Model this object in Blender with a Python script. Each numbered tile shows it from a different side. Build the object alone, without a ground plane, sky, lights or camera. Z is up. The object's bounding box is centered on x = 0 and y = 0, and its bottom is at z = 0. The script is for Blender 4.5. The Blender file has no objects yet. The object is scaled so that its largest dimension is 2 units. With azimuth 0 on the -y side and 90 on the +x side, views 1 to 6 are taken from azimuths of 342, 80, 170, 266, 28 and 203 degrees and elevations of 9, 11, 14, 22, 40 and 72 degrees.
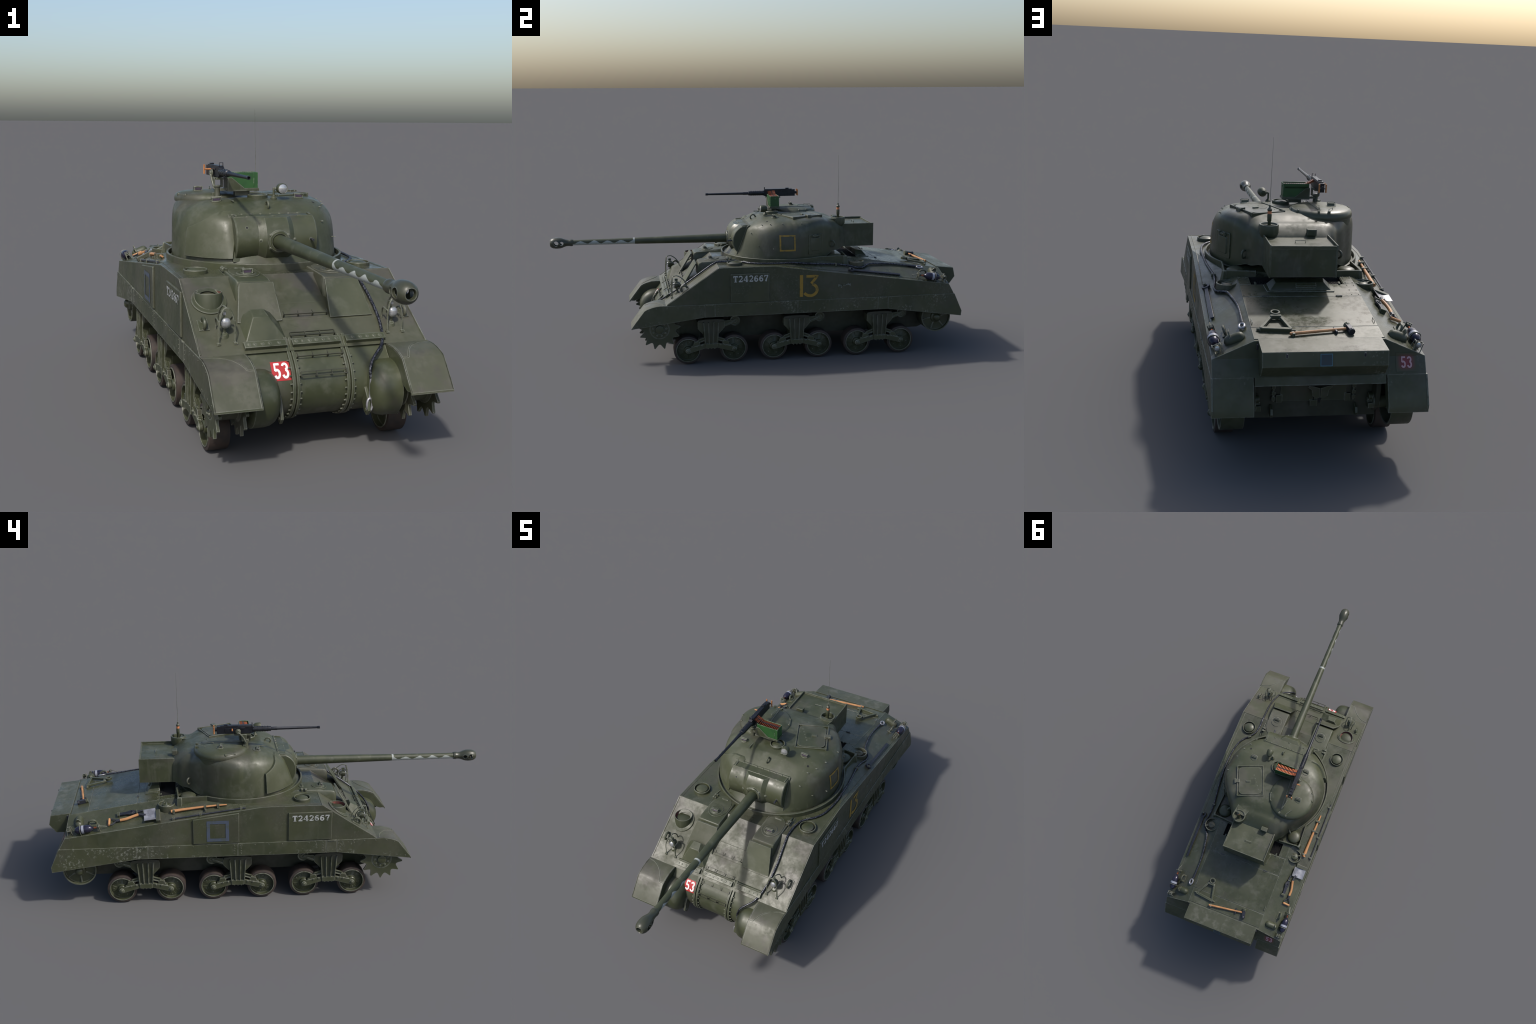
# Second-world-war medium tank with a long gun, built part by part.
# Front of the vehicle looks along -y, metres, z up, lowest point z = 0.
import bpy, bmesh, math, random
from math import sin, cos, pi, radians, sqrt, atan2
from mathutils import Vector, Matrix, noise
from mathutils.bvhtree import BVHTree

random.seed(7)
COL = bpy.context.scene.collection
V = Vector

# ------------------------------------------------------------------ materials
class NT:
    """small helper to write node trees in one line per node"""
    def __init__(self, name):
        self.mat = bpy.data.materials.new(name)
        self.mat.use_nodes = True
        self.t = self.mat.node_tree
        self.t.nodes.clear()
        self.out = self.n('ShaderNodeOutputMaterial')
        self.bsdf = self.n('ShaderNodeBsdfPrincipled')
        self.l(self.bsdf.outputs[0], self.out.inputs[0])
        self.co = self.n('ShaderNodeTexCoord').outputs['Object']
    def n(self, kind, **kw):
        nd = self.t.nodes.new(kind)
        for k, v in kw.items():
            setattr(nd, k, v)
        return nd
    def l(self, a, b):
        self.t.links.new(a, b)
    def val(self, sock, v):
        if hasattr(v, 'is_linked') or isinstance(v, bpy.types.NodeSocket):
            self.l(v, sock)
        else:
            sock.default_value = v
    def noise(self, scale, detail=4, rough=.6, vec=None, stretch=None, offset=0.0):
        src = vec or self.co
        if stretch or offset:
            mp = self.n('ShaderNodeMapping')
            self.l(src, mp.inputs[0])
            mp.inputs['Scale'].default_value = stretch or (1, 1, 1)
            mp.inputs['Location'].default_value = (offset, offset * .7, offset * 1.3)
            src = mp.outputs[0]
        nd = self.n('ShaderNodeTexNoise')
        nd.inputs['Scale'].default_value = scale
        nd.inputs['Detail'].default_value = detail
        nd.inputs['Roughness'].default_value = rough
        self.l(src, nd.inputs['Vector'])
        return nd.outputs[0]
    def ramp(self, fac, a, b, lo=0.0, hi=1.0):
        nd = self.n('ShaderNodeMapRange', interpolation_type='SMOOTHSTEP')
        self.val(nd.inputs[0], fac)
        nd.inputs[1].default_value = a; nd.inputs[2].default_value = b
        nd.inputs[3].default_value = lo; nd.inputs[4].default_value = hi
        return nd.outputs[0]
    def math(self, op, a, b=0.0):
        nd = self.n('ShaderNodeMath', operation=op)
        self.val(nd.inputs[0], a); self.val(nd.inputs[1], b)
        return nd.outputs[0]
    def mix(self, fac, a, b):
        nd = self.n('ShaderNodeMix', data_type='RGBA')
        self.val(nd.inputs[0], fac)
        for s, c in ((nd.inputs[6], a), (nd.inputs[7], b)):
            self.val(s, (*c, 1) if isinstance(c, tuple) else c)
        return nd.outputs[2]
    def edge(self, radius):
        """1 on sharp edges, 0 on flats: where paint is rubbed off"""
        bv = self.n('ShaderNodeBevel', samples=4)
        bv.inputs[0].default_value = radius
        ge = self.n('ShaderNodeNewGeometry')
        dt = self.n('ShaderNodeVectorMath', operation='DOT_PRODUCT')
        self.l(bv.outputs[0], dt.inputs[0]); self.l(ge.outputs['Normal'], dt.inputs[1])
        return self.ramp(dt.outputs['Value'], .997, .86, 0, 1)
    def bump(self, h, strength, dist=.001):
        b = self.n('ShaderNodeBump')
        b.inputs['Strength'].default_value = strength
        b.inputs['Distance'].default_value = dist
        self.l(h, b.inputs['Height'])
        self.l(b.outputs[0], self.bsdf.inputs['Normal'])
    def done(self, color, rough=.5, metal=0.0, spec=.5):
        self.val(self.bsdf.inputs['Base Color'], (*color, 1) if isinstance(color, tuple) else color)
        self.val(self.bsdf.inputs['Roughness'], rough)
        self.val(self.bsdf.inputs['Metallic'], metal)
        self.bsdf.inputs['Specular IOR Level'].default_value = spec
        return self.mat

OLIVE = (.048, .054, .027)
OLIVE2 = (.033, .039, .018)
BROWN = (.056, .052, .041)
DUST = (.115, .118, .090)
STEEL = (.26, .27, .23)

def paint(name, base=OLIVE, dark=OLIVE2, dusty=.35, dust=DUST, edge=.55, chips=0.0, brown=.5, rough=.5, eradius=.004, mscale=11.):
    t = NT(name)
    big = t.noise(3.2, 3, .55)
    mid = t.noise(mscale, 6, .62, offset=3.0)
    fine = t.noise(55, 6, .7, offset=8.0)
    c = t.mix(t.ramp(big, .42, .58), dark, base)
    c = t.mix(t.math('MULTIPLY', t.ramp(t.noise(5.5, 4, .6, offset=21.), .50, .60), brown), c, BROWN)
    dm = t.math('MULTIPLY', t.ramp(mid, .50, .64), t.ramp(fine, .40, .58, .35, 1))
    c = t.mix(t.math('MULTIPLY', dm, dusty), c, dust)
    streak = t.ramp(t.noise(26, 5, .65, stretch=(1, 1, .18), offset=5.), .56, .66)
    c = t.mix(t.math('MULTIPLY', streak, dusty * .45), c, dust)
    c = t.mix(t.ramp(fine, .45, .62, 0, .22), c, dark)
    if chips:
        cm = t.math('MULTIPLY', t.ramp(t.noise(95, 5, .72, offset=14.), .54, .62), t.ramp(t.noise(8, 4, .6, offset=31.), .49, .62))
        c = t.mix(t.math('MULTIPLY', cm, chips), c, STEEL)
    if edge:
        em = t.math('MULTIPLY', t.edge(eradius), t.ramp(t.noise(38, 5, .65, offset=40.), .30, .54))
        c = t.mix(t.math('MULTIPLY', em, edge), c, STEEL)
    t.bump(t.noise(260, 4, .6), .12, .0006)
    r = t.math('ADD', t.ramp(t.noise(7, 5, .6, offset=50.), .42, .60, rough - .09, rough + .10), t.ramp(fine, .38, .62, -.05, .05))
    return t.done(c, r, 0.0, .5)

MAT = {}
MAT['paint'] = paint('olive_drab_paint')
MAT['turret'] = paint('olive_drab_cast_steel', dusty=.42, brown=.5, edge=.5, rough=.48)
MAT['side'] = paint('olive_drab_side_plate', base=(.046, .051, .025), dusty=.18, brown=.35, chips=.12, edge=.8)
MAT['skirt'] = paint('olive_drab_chipped_plate', base=(.046, .051, .025), dusty=.22, brown=.30, chips=.50, edge=.8)
MAT['glacis'] = paint('dusty_olive_plate', base=(.056, .059, .035), dark=(.044, .048, .027), dusty=.28, dust=(.126, .122, .098), brown=.8, edge=.9, rough=.53, mscale=7.)
MAT['deck'] = paint('dusty_olive_deck', base=(.051, .056, .031), dark=(.039, .044, .023), dusty=.36, dust=(.130, .130, .104), brown=.4, edge=.7, rough=.36, mscale=13.)
MAT['boxtop'] = paint('grainy_sheen_tinted_plate', base=(.056, .060, .036), dark=(.043, .047, .026), dusty=.50, dust=(.14, .138, .112), brown=.2, edge=.8, rough=.36, mscale=28.)  # colour lightened and speckled to paint in the sun sheen on the bin lid
MAT['plate'] = paint('edge_worn_turret_plate', dusty=.34, brown=.35, edge=1., eradius=.003, rough=.5)
MAT['wheel'] = paint('olive_wheel_dish', base=(.043, .048, .023), dark=(.033, .038, .018), dusty=.2, edge=0, rough=.55)
MAT['weld'] = paint('olive_weld_bead', base=(.056, .060, .036), dark=(.044, .048, .027), dusty=.35, edge=0, brown=.5)
MAT['gear'] = paint('olive_running_gear', base=(.046, .051, .025), dark=(.034, .039, .018), dusty=.25, edge=.9, eradius=.003, rough=.52)
MAT['under'] = paint('dark_olive_underside', base=(.034, .036, .021), dark=(.026, .028, .016), dusty=.1, edge=0, rough=.6)

def simple(name, col, col2=None, rough=.5, metal=0.0, scale=30., lo=.4, hi=.65, bump=.1, edge=0.0, edgecol=STEEL):
    t = NT(name)
    c = t.mix(t.ramp(t.noise(scale, 5, .65), lo, hi), col, col2 or tuple(x * .7 for x in col))
    if edge:
        em = t.math('MULTIPLY', t.edge(.002), t.ramp(t.noise(60, 4, .6, offset=4.), .4, .6))
        c = t.mix(t.math('MULTIPLY', em, edge), c, edgecol)
    t.bump(t.noise(200, 3, .6), bump, .0005)
    return t.done(c, rough, metal)

MAT['rubber'] = simple('worn_brown_rubber', (.040, .027, .021), (.024, .019, .017), .7, 0, 22)
MAT['void'] = simple('dark_interior', (.006, .006, .006), None, .8)
MAT['iron'] = simple('dark_tool_steel', (.030, .032, .042), (.020, .021, .028), .42, .35, 40, edge=.5)
MAT['gun'] = simple('blued_gun_steel', (.018, .020, .026), (.011, .012, .016), .40, .45, 50, edge=.35, edgecol=(.12, .12, .13))
MAT['blade'] = simple('bare_steel_blade', (.34, .34, .36), (.20, .20, .215), .38, .55, 30)
MAT['wood'] = None
MAT['lens'] = simple('lamp_glass', (.45, .46, .47), (.28, .29, .30), .10, .55, 60, .4, .7, .02)
MAT['ammo_green'] = simple('bright_green_box_paint', (.020, .076, .018), (.015, .058, .016), .45, 0, 24, edge=.7, edgecol=(.42, .45, .36))
MAT['copper'] = simple('copper_jacket', (.36, .11, .05), (.22, .065, .03), .32, .7, 70)
MAT['brass'] = simple('brass_grip', (.42, .17, .06), (.30, .12, .04), .5, 0, 60)
MAT['bottle'] = simple('bottle_enamel', (.022, .021, .042), (.014, .014, .026), .25, .3, 30)
MAT['label'] = simple('bottle_label', (.30, .31, .36), (.20, .21, .25), .5)
MAT['purple'] = simple('periscope_glass', (.060, .045, .072), None, .2)
MAT['brake'] = paint('dark_muzzle_paint', base=(.040, .043, .027), dark=(.030, .033, .020), dusty=.12, edge=.4, brown=.3, rough=.42)
MAT['redlead'] = simple('red_primer', (.20, .055, .045), (.10, .05, .035), .6, 0, 60)
MAT['lamp_glow'] = simple('orange_band', (.55, .19, .08), None, .5)

MAT['stain'] = simple('dark_oily_stain', (.018, .024, .009), (.028, .034, .014), .5, 0, 60)
t = NT('ash_wood')
g = t.noise(40, 5, .6, stretch=(1, .12, 1))
MAT['wood'] = t.done(t.mix(t.ramp(g, .35, .65), (.44, .215, .085), (.33, .155, .06)), .55)

def marking(name, col, under=(.05, .06, .033), wear=(.50, .70), amount=.75, scale=45.):
    t = NT(name)
    w = t.math('MULTIPLY', t.ramp(t.noise(scale, 6, .7), wear[0], wear[1]), amount)
    return t.done(t.mix(w, col, under), .55)
MAT['white'] = marking('white_stencil_paint', (.36, .37, .36))
MAT['bright_white'] = marking('fresh_white_paint', (.78, .76, .74), (.35, .12, .10), (.60, .8), .5)
MAT['red'] = marking('red_sign_paint', (.36, .015, .018), (.10, .05, .035), (.58, .75), .5)
MAT['yellow'] = marking('yellow_sign_paint', (.27, .165, .020), (.06, .066, .034), (.48, .66), .8)
MAT['blue'] = marking('dull_blue_paint', (.052, .068, .105), (.05, .06, .036), (.45, .68), .7)
MAT['cyan'] = marking('light_blue_line', (.055, .135, .18), (.05, .07, .06), (.5, .7), .6)
MAT['navy'] = marking('dark_blue_field', (.022, .038, .052), (.035, .042, .036), (.45, .7), .6)
MAT['pale_red'] = marking('faded_pink_paint', (.42, .27, .29), (.16, .05, .06), (.5, .75), .6)
MAT['scribble'] = marking('chalk_scrawl', (.20, .22, .20), (.06, .07, .045), (.42, .6), .8, 90)

# barrel: green above, pale scalloped band below its front half
t = NT('two_tone_barrel_paint')
sep = t.n('ShaderNodeSeparateXYZ'); t.l(t.co, sep.inputs[0])
yy = sep.outputs[1]; zz = t.math('SUBTRACT', sep.outputs[2], .552)
wav = t.math('COSINE', t.math('MULTIPLY', t.math('ADD', yy, .593), 2 * pi / .0656))
line = t.math('ADD', t.math('MULTIPLY', wav, .0060), .0016)
line = t.math('ADD', line, t.ramp(t.noise(30, 3), .3, .7, -.002, .002))
below = t.ramp(t.math('SUBTRACT', line, zz), -.001, .001)
zone = t.math('MULTIPLY', t.ramp(yy, -.5925, -.594), t.ramp(yy, -.899, -.897))
ring = t.math('MULTIPLY', t.ramp(yy, -.5925, -.594), t.ramp(yy, -.604, -.599))
mask = t.math('MAXIMUM', t.math('MULTIPLY', below, zone), ring)
mask = t.math('MULTIPLY', mask, t.ramp(t.noise(70, 5, .7),   .70, .56, .45, 1))
g = t.mix(t.ramp(t.noise(14, 5, .62), .4, .65), OLIVE2, OLIVE)
g = t.mix(t.math('MULTIPLY', t.ramp(t.noise(28, 5, .65, offset=9.), .58, .72), .35), g, DUST)
MAT['barrel'] = t.done(t.mix(mask, g, (.30, .32, .30)), .5)

# twisted wire rope
t = NT('wire_rope_steel')
MAT['rope'] = t.done(t.mix(t.ramp(t.noise(220, 2, .6), .48, .60), (.020, .021, .028), (.13, .135, .15)), .34, .6)

# soft red sign behind the rear number
t = NT('soft_red_sign_paint')
sep = t.n('ShaderNodeSeparateXYZ'); t.l(t.co, sep.inputs[0])
dx = t.math('DIVIDE', t.math('ABSOLUTE', t.math('SUBTRACT', sep.outputs[0], -.274)), .034)
dz = t.math('DIVIDE', t.math('ABSOLUTE', t.math('SUBTRACT', sep.outputs[2], .3305)), .027)
m = t.math('MULTIPLY', t.ramp(dx, 1.0, .25), t.ramp(dz, 1.0, .25))
MAT['soft_red'] = t.done(t.mix(m, (.042, .047, .023), (.17, .022, .03)), .55)

# ------------------------------------------------------------------ mesh helper
class M:
    def __init__(self, *mats):
        self.v, self.f, self.mi, self.mats = [], [], [], []
        for m in mats: self.mat(m)
        self.T = Matrix.Identity(4)
    def mat(self, key):
        if key not in self.mats: self.mats.append(key)
        return self.mats.index(key)
    def add(self, verts, faces, mat=None):
        k = self.mat(mat) if mat else 0
        b = len(self.v)
        flip = self.T.determinant() < 0
        self.v += [self.T @ V(p) for p in verts]
        for f in faces:
            f = [b + i for i in f]
            self.f.append(f[::-1] if flip else f); self.mi.append(k)
        return self
    def box(self, c, s, mat=None, R=None, taper=1.0):
        hx, hy, hz = s[0] / 2, s[1] / 2, s[2] / 2
        R = R or Matrix.Identity(3)
        ps = []
        for sz in (-1, 1):
            k = taper if sz > 0 else 1.0
            for sx, sy in ((-1, -1), (1, -1), (1, 1), (-1, 1)):
                ps.append(V(c) + R @ V((sx * hx * k, sy * hy * k, sz * hz)))
        return self.add(ps, [(3, 2, 1, 0), (4, 5, 6, 7), (0, 1, 5, 4), (1, 2, 6, 5), (2, 3, 7, 6), (3, 0, 4, 7)], mat)
    def prism(self, poly, a, b, axis='x', mat=None, poly2=None):
        """polygon extruded along an axis; x: (y,z)  y: (x,z)  z: (x,y)"""
        n = len(poly)
        def P(p, h):
            return {'x': (h, p[0], p[1]), 'y': (p[0], h, p[1]), 'z': (p[0], p[1], h)}[axis]
        q = poly2 or poly
        vs = [P(p, a) for p in poly] + [P(p, b) for p in q]
        area = sum(poly[i][0] * poly[(i + 1) % n][1] - poly[(i + 1) % n][0] * poly[i][1] for i in range(n))
        fs = [list(range(n))[::-1], list(range(n, 2 * n))] + [(i, (i + 1) % n, n + (i + 1) % n, n + i) for i in range(n)]
        sign = (area > 0) ^ (b < a) ^ (axis == 'y')
        if not sign: fs = [list(f)[::-1] for f in fs]
        return self.add(vs, fs, mat)
    def frame(self, ax):
        ax = V(ax).normalized()
        u = ax.orthogonal().normalized() if abs(ax.z) > .9 else ax.cross(V((0, 0, 1))).normalized()
        return u, ax.cross(u), ax
    def lathe(self, prof, o=(0, 0, 0), axis=(0, 0, 1), n=28, mat=None, arc=2 * pi):
        """profile of (radius, height) pairs turned round an axis; ends at r=0 are closed"""
        u, w, ax = self.frame(axis)
        o = V(o); vs, fs, rings = [], [], []
        for r, h in prof:
            if r < 1e-6:
                rings.append([len(vs)]); vs.append(o + ax * h)
            else:
                rings.append(list(range(len(vs), len(vs) + n)))
                vs += [o + ax * h + (u * cos(2 * pi * i / n) + w * sin(2 * pi * i / n)) * r for i in range(n)]
        for A, B in zip(rings, rings[1:]):
            for i in range(n):
                j = (i + 1) % n
                if len(A) == 1 and len(B) == 1: continue
                if len(A) == 1: fs.append((A[0], B[j], B[i]))
                elif len(B) == 1: fs.append((A[i], A[j], B[0]))
                else: fs.append((A[i], A[j], B[j], B[i]))
        return self.add(vs, fs, mat)
    def cyl(self, p0, p1, r0, r1=None, n=20, mat=None):
        p0, p1 = V(p0), V(p1); L = (p1 - p0).length
        r1 = r0 if r1 is None else r1
        return self.lathe([(0, 0), (r0, 0), (r1, L), (0, L)], p0, p1 - p0, n, mat)
    def tube(self, path, r, n=8, mat=None, closed=False, lobes=0, twist=0.0, squash=1.0):
        pts = [V(p) for p in path]; N = len(pts)
        rad = r if callable(r) else (lambda s: r)
        vs, fs = [], []
        up = None; dist = 0.0
        for i, p in enumerate(pts):
            a = pts[i - 1] if (i or closed) else pts[0]
            b = pts[(i + 1) % N] if (i < N - 1 or closed) else pts[-1]
            d = (b - a).normalized()
            if up is None:
                up = d.orthogonal().normalized() if abs(d.z) > .9 else (V((0, 0, 1)) - d * d.z).normalized()
            else:
                up = (up - d * up.dot(d)).normalized()
            sd = d.cross(up)
            if i: dist += (p - pts[i - 1]).length
            R = rad(i / max(1, N - 1))
            for k in range(n):
                an = 2 * pi * k / n
                rr = R * (1 + (.16 * cos(lobes * an + twist * dist) if lobes else 0))
                vs.append(p + (sd * cos(an) + up * sin(an) * squash) * rr)
        M_ = N if closed else N - 1
        for i in range(M_):
            A, B = i * n, ((i + 1) % N) * n
            for k in range(n):
                j = (k + 1) % n
                fs.append((A + k, A + j, B + j, B + k))
        if not closed:
            fs.append(list(range(n))[::-1]); fs.append([(N - 1) * n + k for k in range(n)])
        return self.add(vs, fs, mat)
    def ball(self, c, r, mat=None, n=20, m=12, lo=-90, hi=90):
        rx, ry, rz = (r, r, r) if isinstance(r, (int, float)) else r
        prof = [(cos(radians(lo + (hi - lo) * i / m)), sin(radians(lo + (hi - lo) * i / m))) for i in range(m + 1)]
        prof = [(0 if a < 1e-5 else a, b) for a, b in prof]
        keep = self.T.copy()
        self.T = self.T @ Matrix.Translation(c) @ Matrix.Diagonal((rx, ry, rz, 1))
        self.lathe(prof, n=n, mat=mat)
        self.T = keep
        return self
    def obj(self, name, parent=None, smooth=35, bevel=0.0, seg=2, kind=None, loc=None, blimit=40):
        me = bpy.data.meshes.new(name)
        me.from_pydata([tuple(p) for p in self.v], [], self.f)
        for k in self.mats: me.materials.append(MAT[k])
        me.polygons.foreach_set('material_index', self.mi)
        me.update()
        if smooth:
            me.polygons.foreach_set('use_smooth', [True] * len(me.polygons))
            me.set_sharp_from_angle(angle=radians(smooth))
        ob = bpy.data.objects.new(name, me)
        COL.objects.link(ob)
        if parent: ob.parent = parent
        if loc: ob.location = loc
        if kind: ob["kind"] = kind
        if bevel:
            b = ob.modifiers.new('edges', 'BEVEL')
            b.width = bevel; b.segments = seg; b.limit_method = 'ANGLE'; b.angle_limit = radians(blimit)
            b.harden_normals = False
        return ob

def again(ob, loc=None, rot=None, parent=None):
    c = ob.copy()
    COL.objects.link(c)
    if loc is not None: c.location = loc
    if rot is not None: c.rotation_euler = rot
    if parent is not None: c.parent = parent
    return c

def axes(o, x, y, z):
    m = Matrix.Identity(4)
    for i, a in enumerate((x, y, z)):
        a = V(a).normalized()
        for k in range(3): m[k][i] = a[k]
    for k in range(3): m[k][3] = o[k]
    return m

def smoothpath(pts, step=.003):
    """Catmull-Rom through control points, evenly stepped"""
    P = [V(p) for p in pts]
    P = [P[0] * 2 - P[1]] + P + [P[-1] * 2 - P[-2]]
    out = []
    for i in range(1, len(P) - 2):
        a, b, c, d = P[i - 1:i + 3]
        n = max(2, int((c - b).length / step))
        for k in range(n):
            t = k / n
            out.append(.5 * ((2 * b) + (c - a) * t + (2 * a - 5 * b + 4 * c - d) * t * t + (3 * b - a - 3 * c + d) * t ** 3))
    out.append(P[-2])
    return out

def apply_boolean(ob, cutters):
    for c in cutters:
        md = ob.modifiers.new('cut', 'BOOLEAN'); md.operation = 'DIFFERENCE'; md.object = c; md.solver = 'EXACT'
    dg = bpy.context.evaluated_depsgraph_get()
    me = bpy.data.meshes.new_from_object(ob.evaluated_get(dg))
    ob.modifiers.clear()
    old = ob.data; ob.data = me
    for c in cutters: bpy.data.objects.remove(c)
    me.polygons.foreach_set('use_smooth', [True] * len(me.polygons))
    me.set_sharp_from_angle(angle=radians(35))

tank = bpy.data.objects.new('tank', None)
COL.objects.link(tank)
tank["label"] = "olive green medium tank with long gun and rounded turret"
tank["category"] = "tank"

# ------------------------------------------------------------------ hull surfaces
ROOF = .467
W, WS, WI = .337, .340, .210        # half widths: side plate, skirt face, lower tub
def zg(y): return ROOF + (y + .216) * (.170 / .250)          # glacis
def zd(y): return min(ROOF, ROOF - .1484 * (y - .45))                    # engine deck
def ztop(y): return ROOF if y < .04 else ROOF - .1378 * (y - .04)   # outer side edge
def zs(x, y):                                                 # flat roof cut by the plane that falls outward behind the turret
    k = (abs(x) - .207) / (W - .207)
    zi = ROOF - .1484 * (y - .45)
    zo = ROOF - .1378 * (y - .04)
    return min(ROOF, zi + (zo - zi) * k)
def on_glacis(x, y, s=1):
    return axes((x, y, zg(y)), (1, 0, 0), (0, .250, .170), (0, -.170, .250))
def on_deck(x, y):
    return axes((x, y, zd(y)), (1, 0, 0), (0, 1, -.1484), (0, .1484, 1))
def on_side(x, y):
    e = .01; s = 1 if x > 0 else -1
    py = V((0, 2 * e, zs(x, y + e) - zs(x, y - e))).normalized()
    px = V((2 * e, 0, zs(x + e, y) - zs(x - e, y))).normalized()
    nz = px.cross(py).normalized()
    return axes((x, y, zs(x, y)), py.cross(nz), py, nz)

h = M('side', 'glacis', 'deck', 'under', 'paint')
# side plates (outer wall), roof, sponson tops, rear plate, floors
def strip(pts_a, pts_b, mat, flip=False):
    n = len(pts_a)
    fs = [(i, i + 1, n + i + 1, n + i) for i in range(n - 1)]
    if flip: fs = [f[::-1] for f in fs]
    h.add(pts_a + pts_b, fs, mat)
ys = [-.216, -.09, .04, .14, .24, .34, .43, .50, .60, .70, .80, .895, .913]
def zin(y): return min(zs(.207, y), .470) if y < .895 else zd(.895)
for s in (1, -1):
    f = s < 0
    # sponson top strips and side wall
    fl = [(s * .207, -.216, ROOF), (s * W, -.216, ROOF), (s * W, .04, ROOF), (s * .207, .45, ROOF)]
    sl = [(s * W, .04, ROOF), (s * W, .913, ztop(.913)), (s * .207, .905, zd(.895)), (s * .207, .45, ROOF)]
    for q in (fl, sl): h.add(q, [(3, 2, 1, 0) if f else (0, 1, 2, 3)], 'deck')
    top = [(s * W, y, ztop(y)) for y in ys]
    h.add([(s * W, -.466, .297)] + top + [(s * W, .940, .297), (s * W, .940, .245), (s * W, -.466, .245)],
          [list(range(len(top) + 4)) if f else list(range(len(top) + 4))[::-1]], 'side')
    # sponson floor
    h.add([(s * W, -.466, .245), (s * W, .94, .245), (s * WI, .94, .245), (s * WI, -.466, .245)], [(0, 1, 2, 3) if f else (3, 2, 1, 0)], 'under')
# glacis plate
h.add([(-W, -.466, .297), (W, -.466, .297), (W, -.216, ROOF), (-W, -.216, ROOF)], [(0, 1, 2, 3)], 'glacis')
# roof under the turret
h.add([(-.207, -.216, ROOF), (.207, -.216, ROOF), (.207, .04, ROOF), (-.207, .04, ROOF)], [(0, 1, 2, 3)], 'deck')
h.add([(-.207, .04, ROOF), (.207, .04, ROOF), (.207, .43, ROOF), (-.207, .43, ROOF)], [(0, 1, 2, 3)], 'deck')
# engine deck round the air opening
GX, G0, G1 = .164, .43, .500
def dq(x0, x1, y0, y1, mat='deck'):
    h.add([(x0, y0, zd(y0)), (x1, y0, zd(y0)), (x1, y1, zd(y1)), (x0, y1, zd(y1))], [(0, 1, 2, 3)], mat)
dq(-.207, -GX, G0, G1); dq(GX, .207, G0, G1); dq(-.207, .207, G1, .895)
h.add([(-.207, .895, zd(.895)), (.207, .895, zd(.895)), (.207, .905, zd(.895)), (-.207, .905, zd(.895))], [(0, 1, 2, 3)], 'deck')
# upper rear plate
fold = [(.905, zd(.895)), (.913, ztop(.913)), (.9405, .296), (.948, .270)]
for (ya, za), (yb, zb) in zip(fold, fold[1:]):
    h.add([(-.207, ya, za), (.207, ya, za), (.207, yb, zb), (-.207, yb, zb)], [(3, 2, 1, 0)], 'side')
def rear_y(x, z):
    """upper rear plate, leaning back towards its foot"""
    return .913 + .027 * (ztop(.913) - z) / (ztop(.913) - .297) if z < .346 else .913 - .010 * (z - .346) / .054
for s in (1, -1):
    A_, B_, C_, D_, E_ = (s * W, .913, ztop(.913)), (s * .207, .905, zd(.895)), (s * .207, .913, ztop(.913)), (s * .207, .9405, .296), (s * W, .940, .297)
    for q in ((A_, B_, C_), (A_, C_, D_, E_)):
        h.add(q, [tuple(range(len(q))) if s > 0 else tuple(range(len(q)))[::-1]], 'side')
h.add([(-.207, .948, .270), (.207, .948, .270), (.207, .840, .262), (-.207, .840, .262)], [(3, 2, 1, 0)], 'under')
# lower tub
tub = [(-.43, .30), (-.43, .11), (-.38, .10), (.800, .10), (.842, .118), (.844, .30)]
h.prism(tub, -WI + .002, WI - .002, 'x', 'under')
hull = h.obj('hull', tank, smooth=20)

# air opening: dark well with louvres
g = M('void', 'under')
g.add([(-GX, G0, .425), (GX, G0, .425), (GX, G1, .425), (-GX, G1, .425)], [(0, 1, 2, 3)])
for x0, y0, x1, y1 in ((-GX, G0, GX, G0), (GX, G0, GX, G1), (GX, G1, -GX, G1), (-GX, G1, -GX, G0)):
    g.add([(x0, y0, .425), (x1, y1, .425), (x1, y1, zd(y1)), (x0, y0, zd(y0))], [(0, 1, 2, 3)])
for i in range(60):
    x = -GX + .004 + i * (2 * GX - .008) / 59
    g.box((x, (G0 + G1) / 2, .440), (.0022, G1 - G0 - .002, .028), 'void')
g.obj('air_grille', hull, smooth=0)

# engine deck panels
def panel(name, x0, x1, y0, y1, th=.0022, mat='deck', bev=.0008):
    p = M(mat)
    zc = [(x0, y0), (x1, y0), (x1, y1), (x0, y1)]
    p.add([(x, y, zd(y) - .001) for x, y in zc] + [(x, y, zd(y) + th) for x, y in zc],
          [(3, 2, 1, 0), (4, 5, 6, 7), (0, 1, 5, 4), (1, 2, 6, 5), (2, 3, 7, 6), (3, 0, 4, 7)])
    return p.obj(name, hull, bevel=bev)
panel('deck_panel', -.2065, .2065, .6000, .8175)
panel('deck_panel', -.2065, .2065, .8195, .8935)
panel('deck_panel', -.2065, .2065, .5025, .5980)
panel('deck_panel', -.2065, -.1660, .4325, .5005)
panel('deck_panel', .1660, .2065, .4325, .5005)
d = M('deck', 'iron')
for x in (-.127, .128):
    d.T = on_deck(x, .599); d.box((0, 0, .004), (.022, .004, .004), 'iron'); d.tube([(-.008, 0, .004), (-.008, .006, .006), (.008, .006, .006), (.008, 0, .004)], .0010, 6, 'deck')
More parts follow.
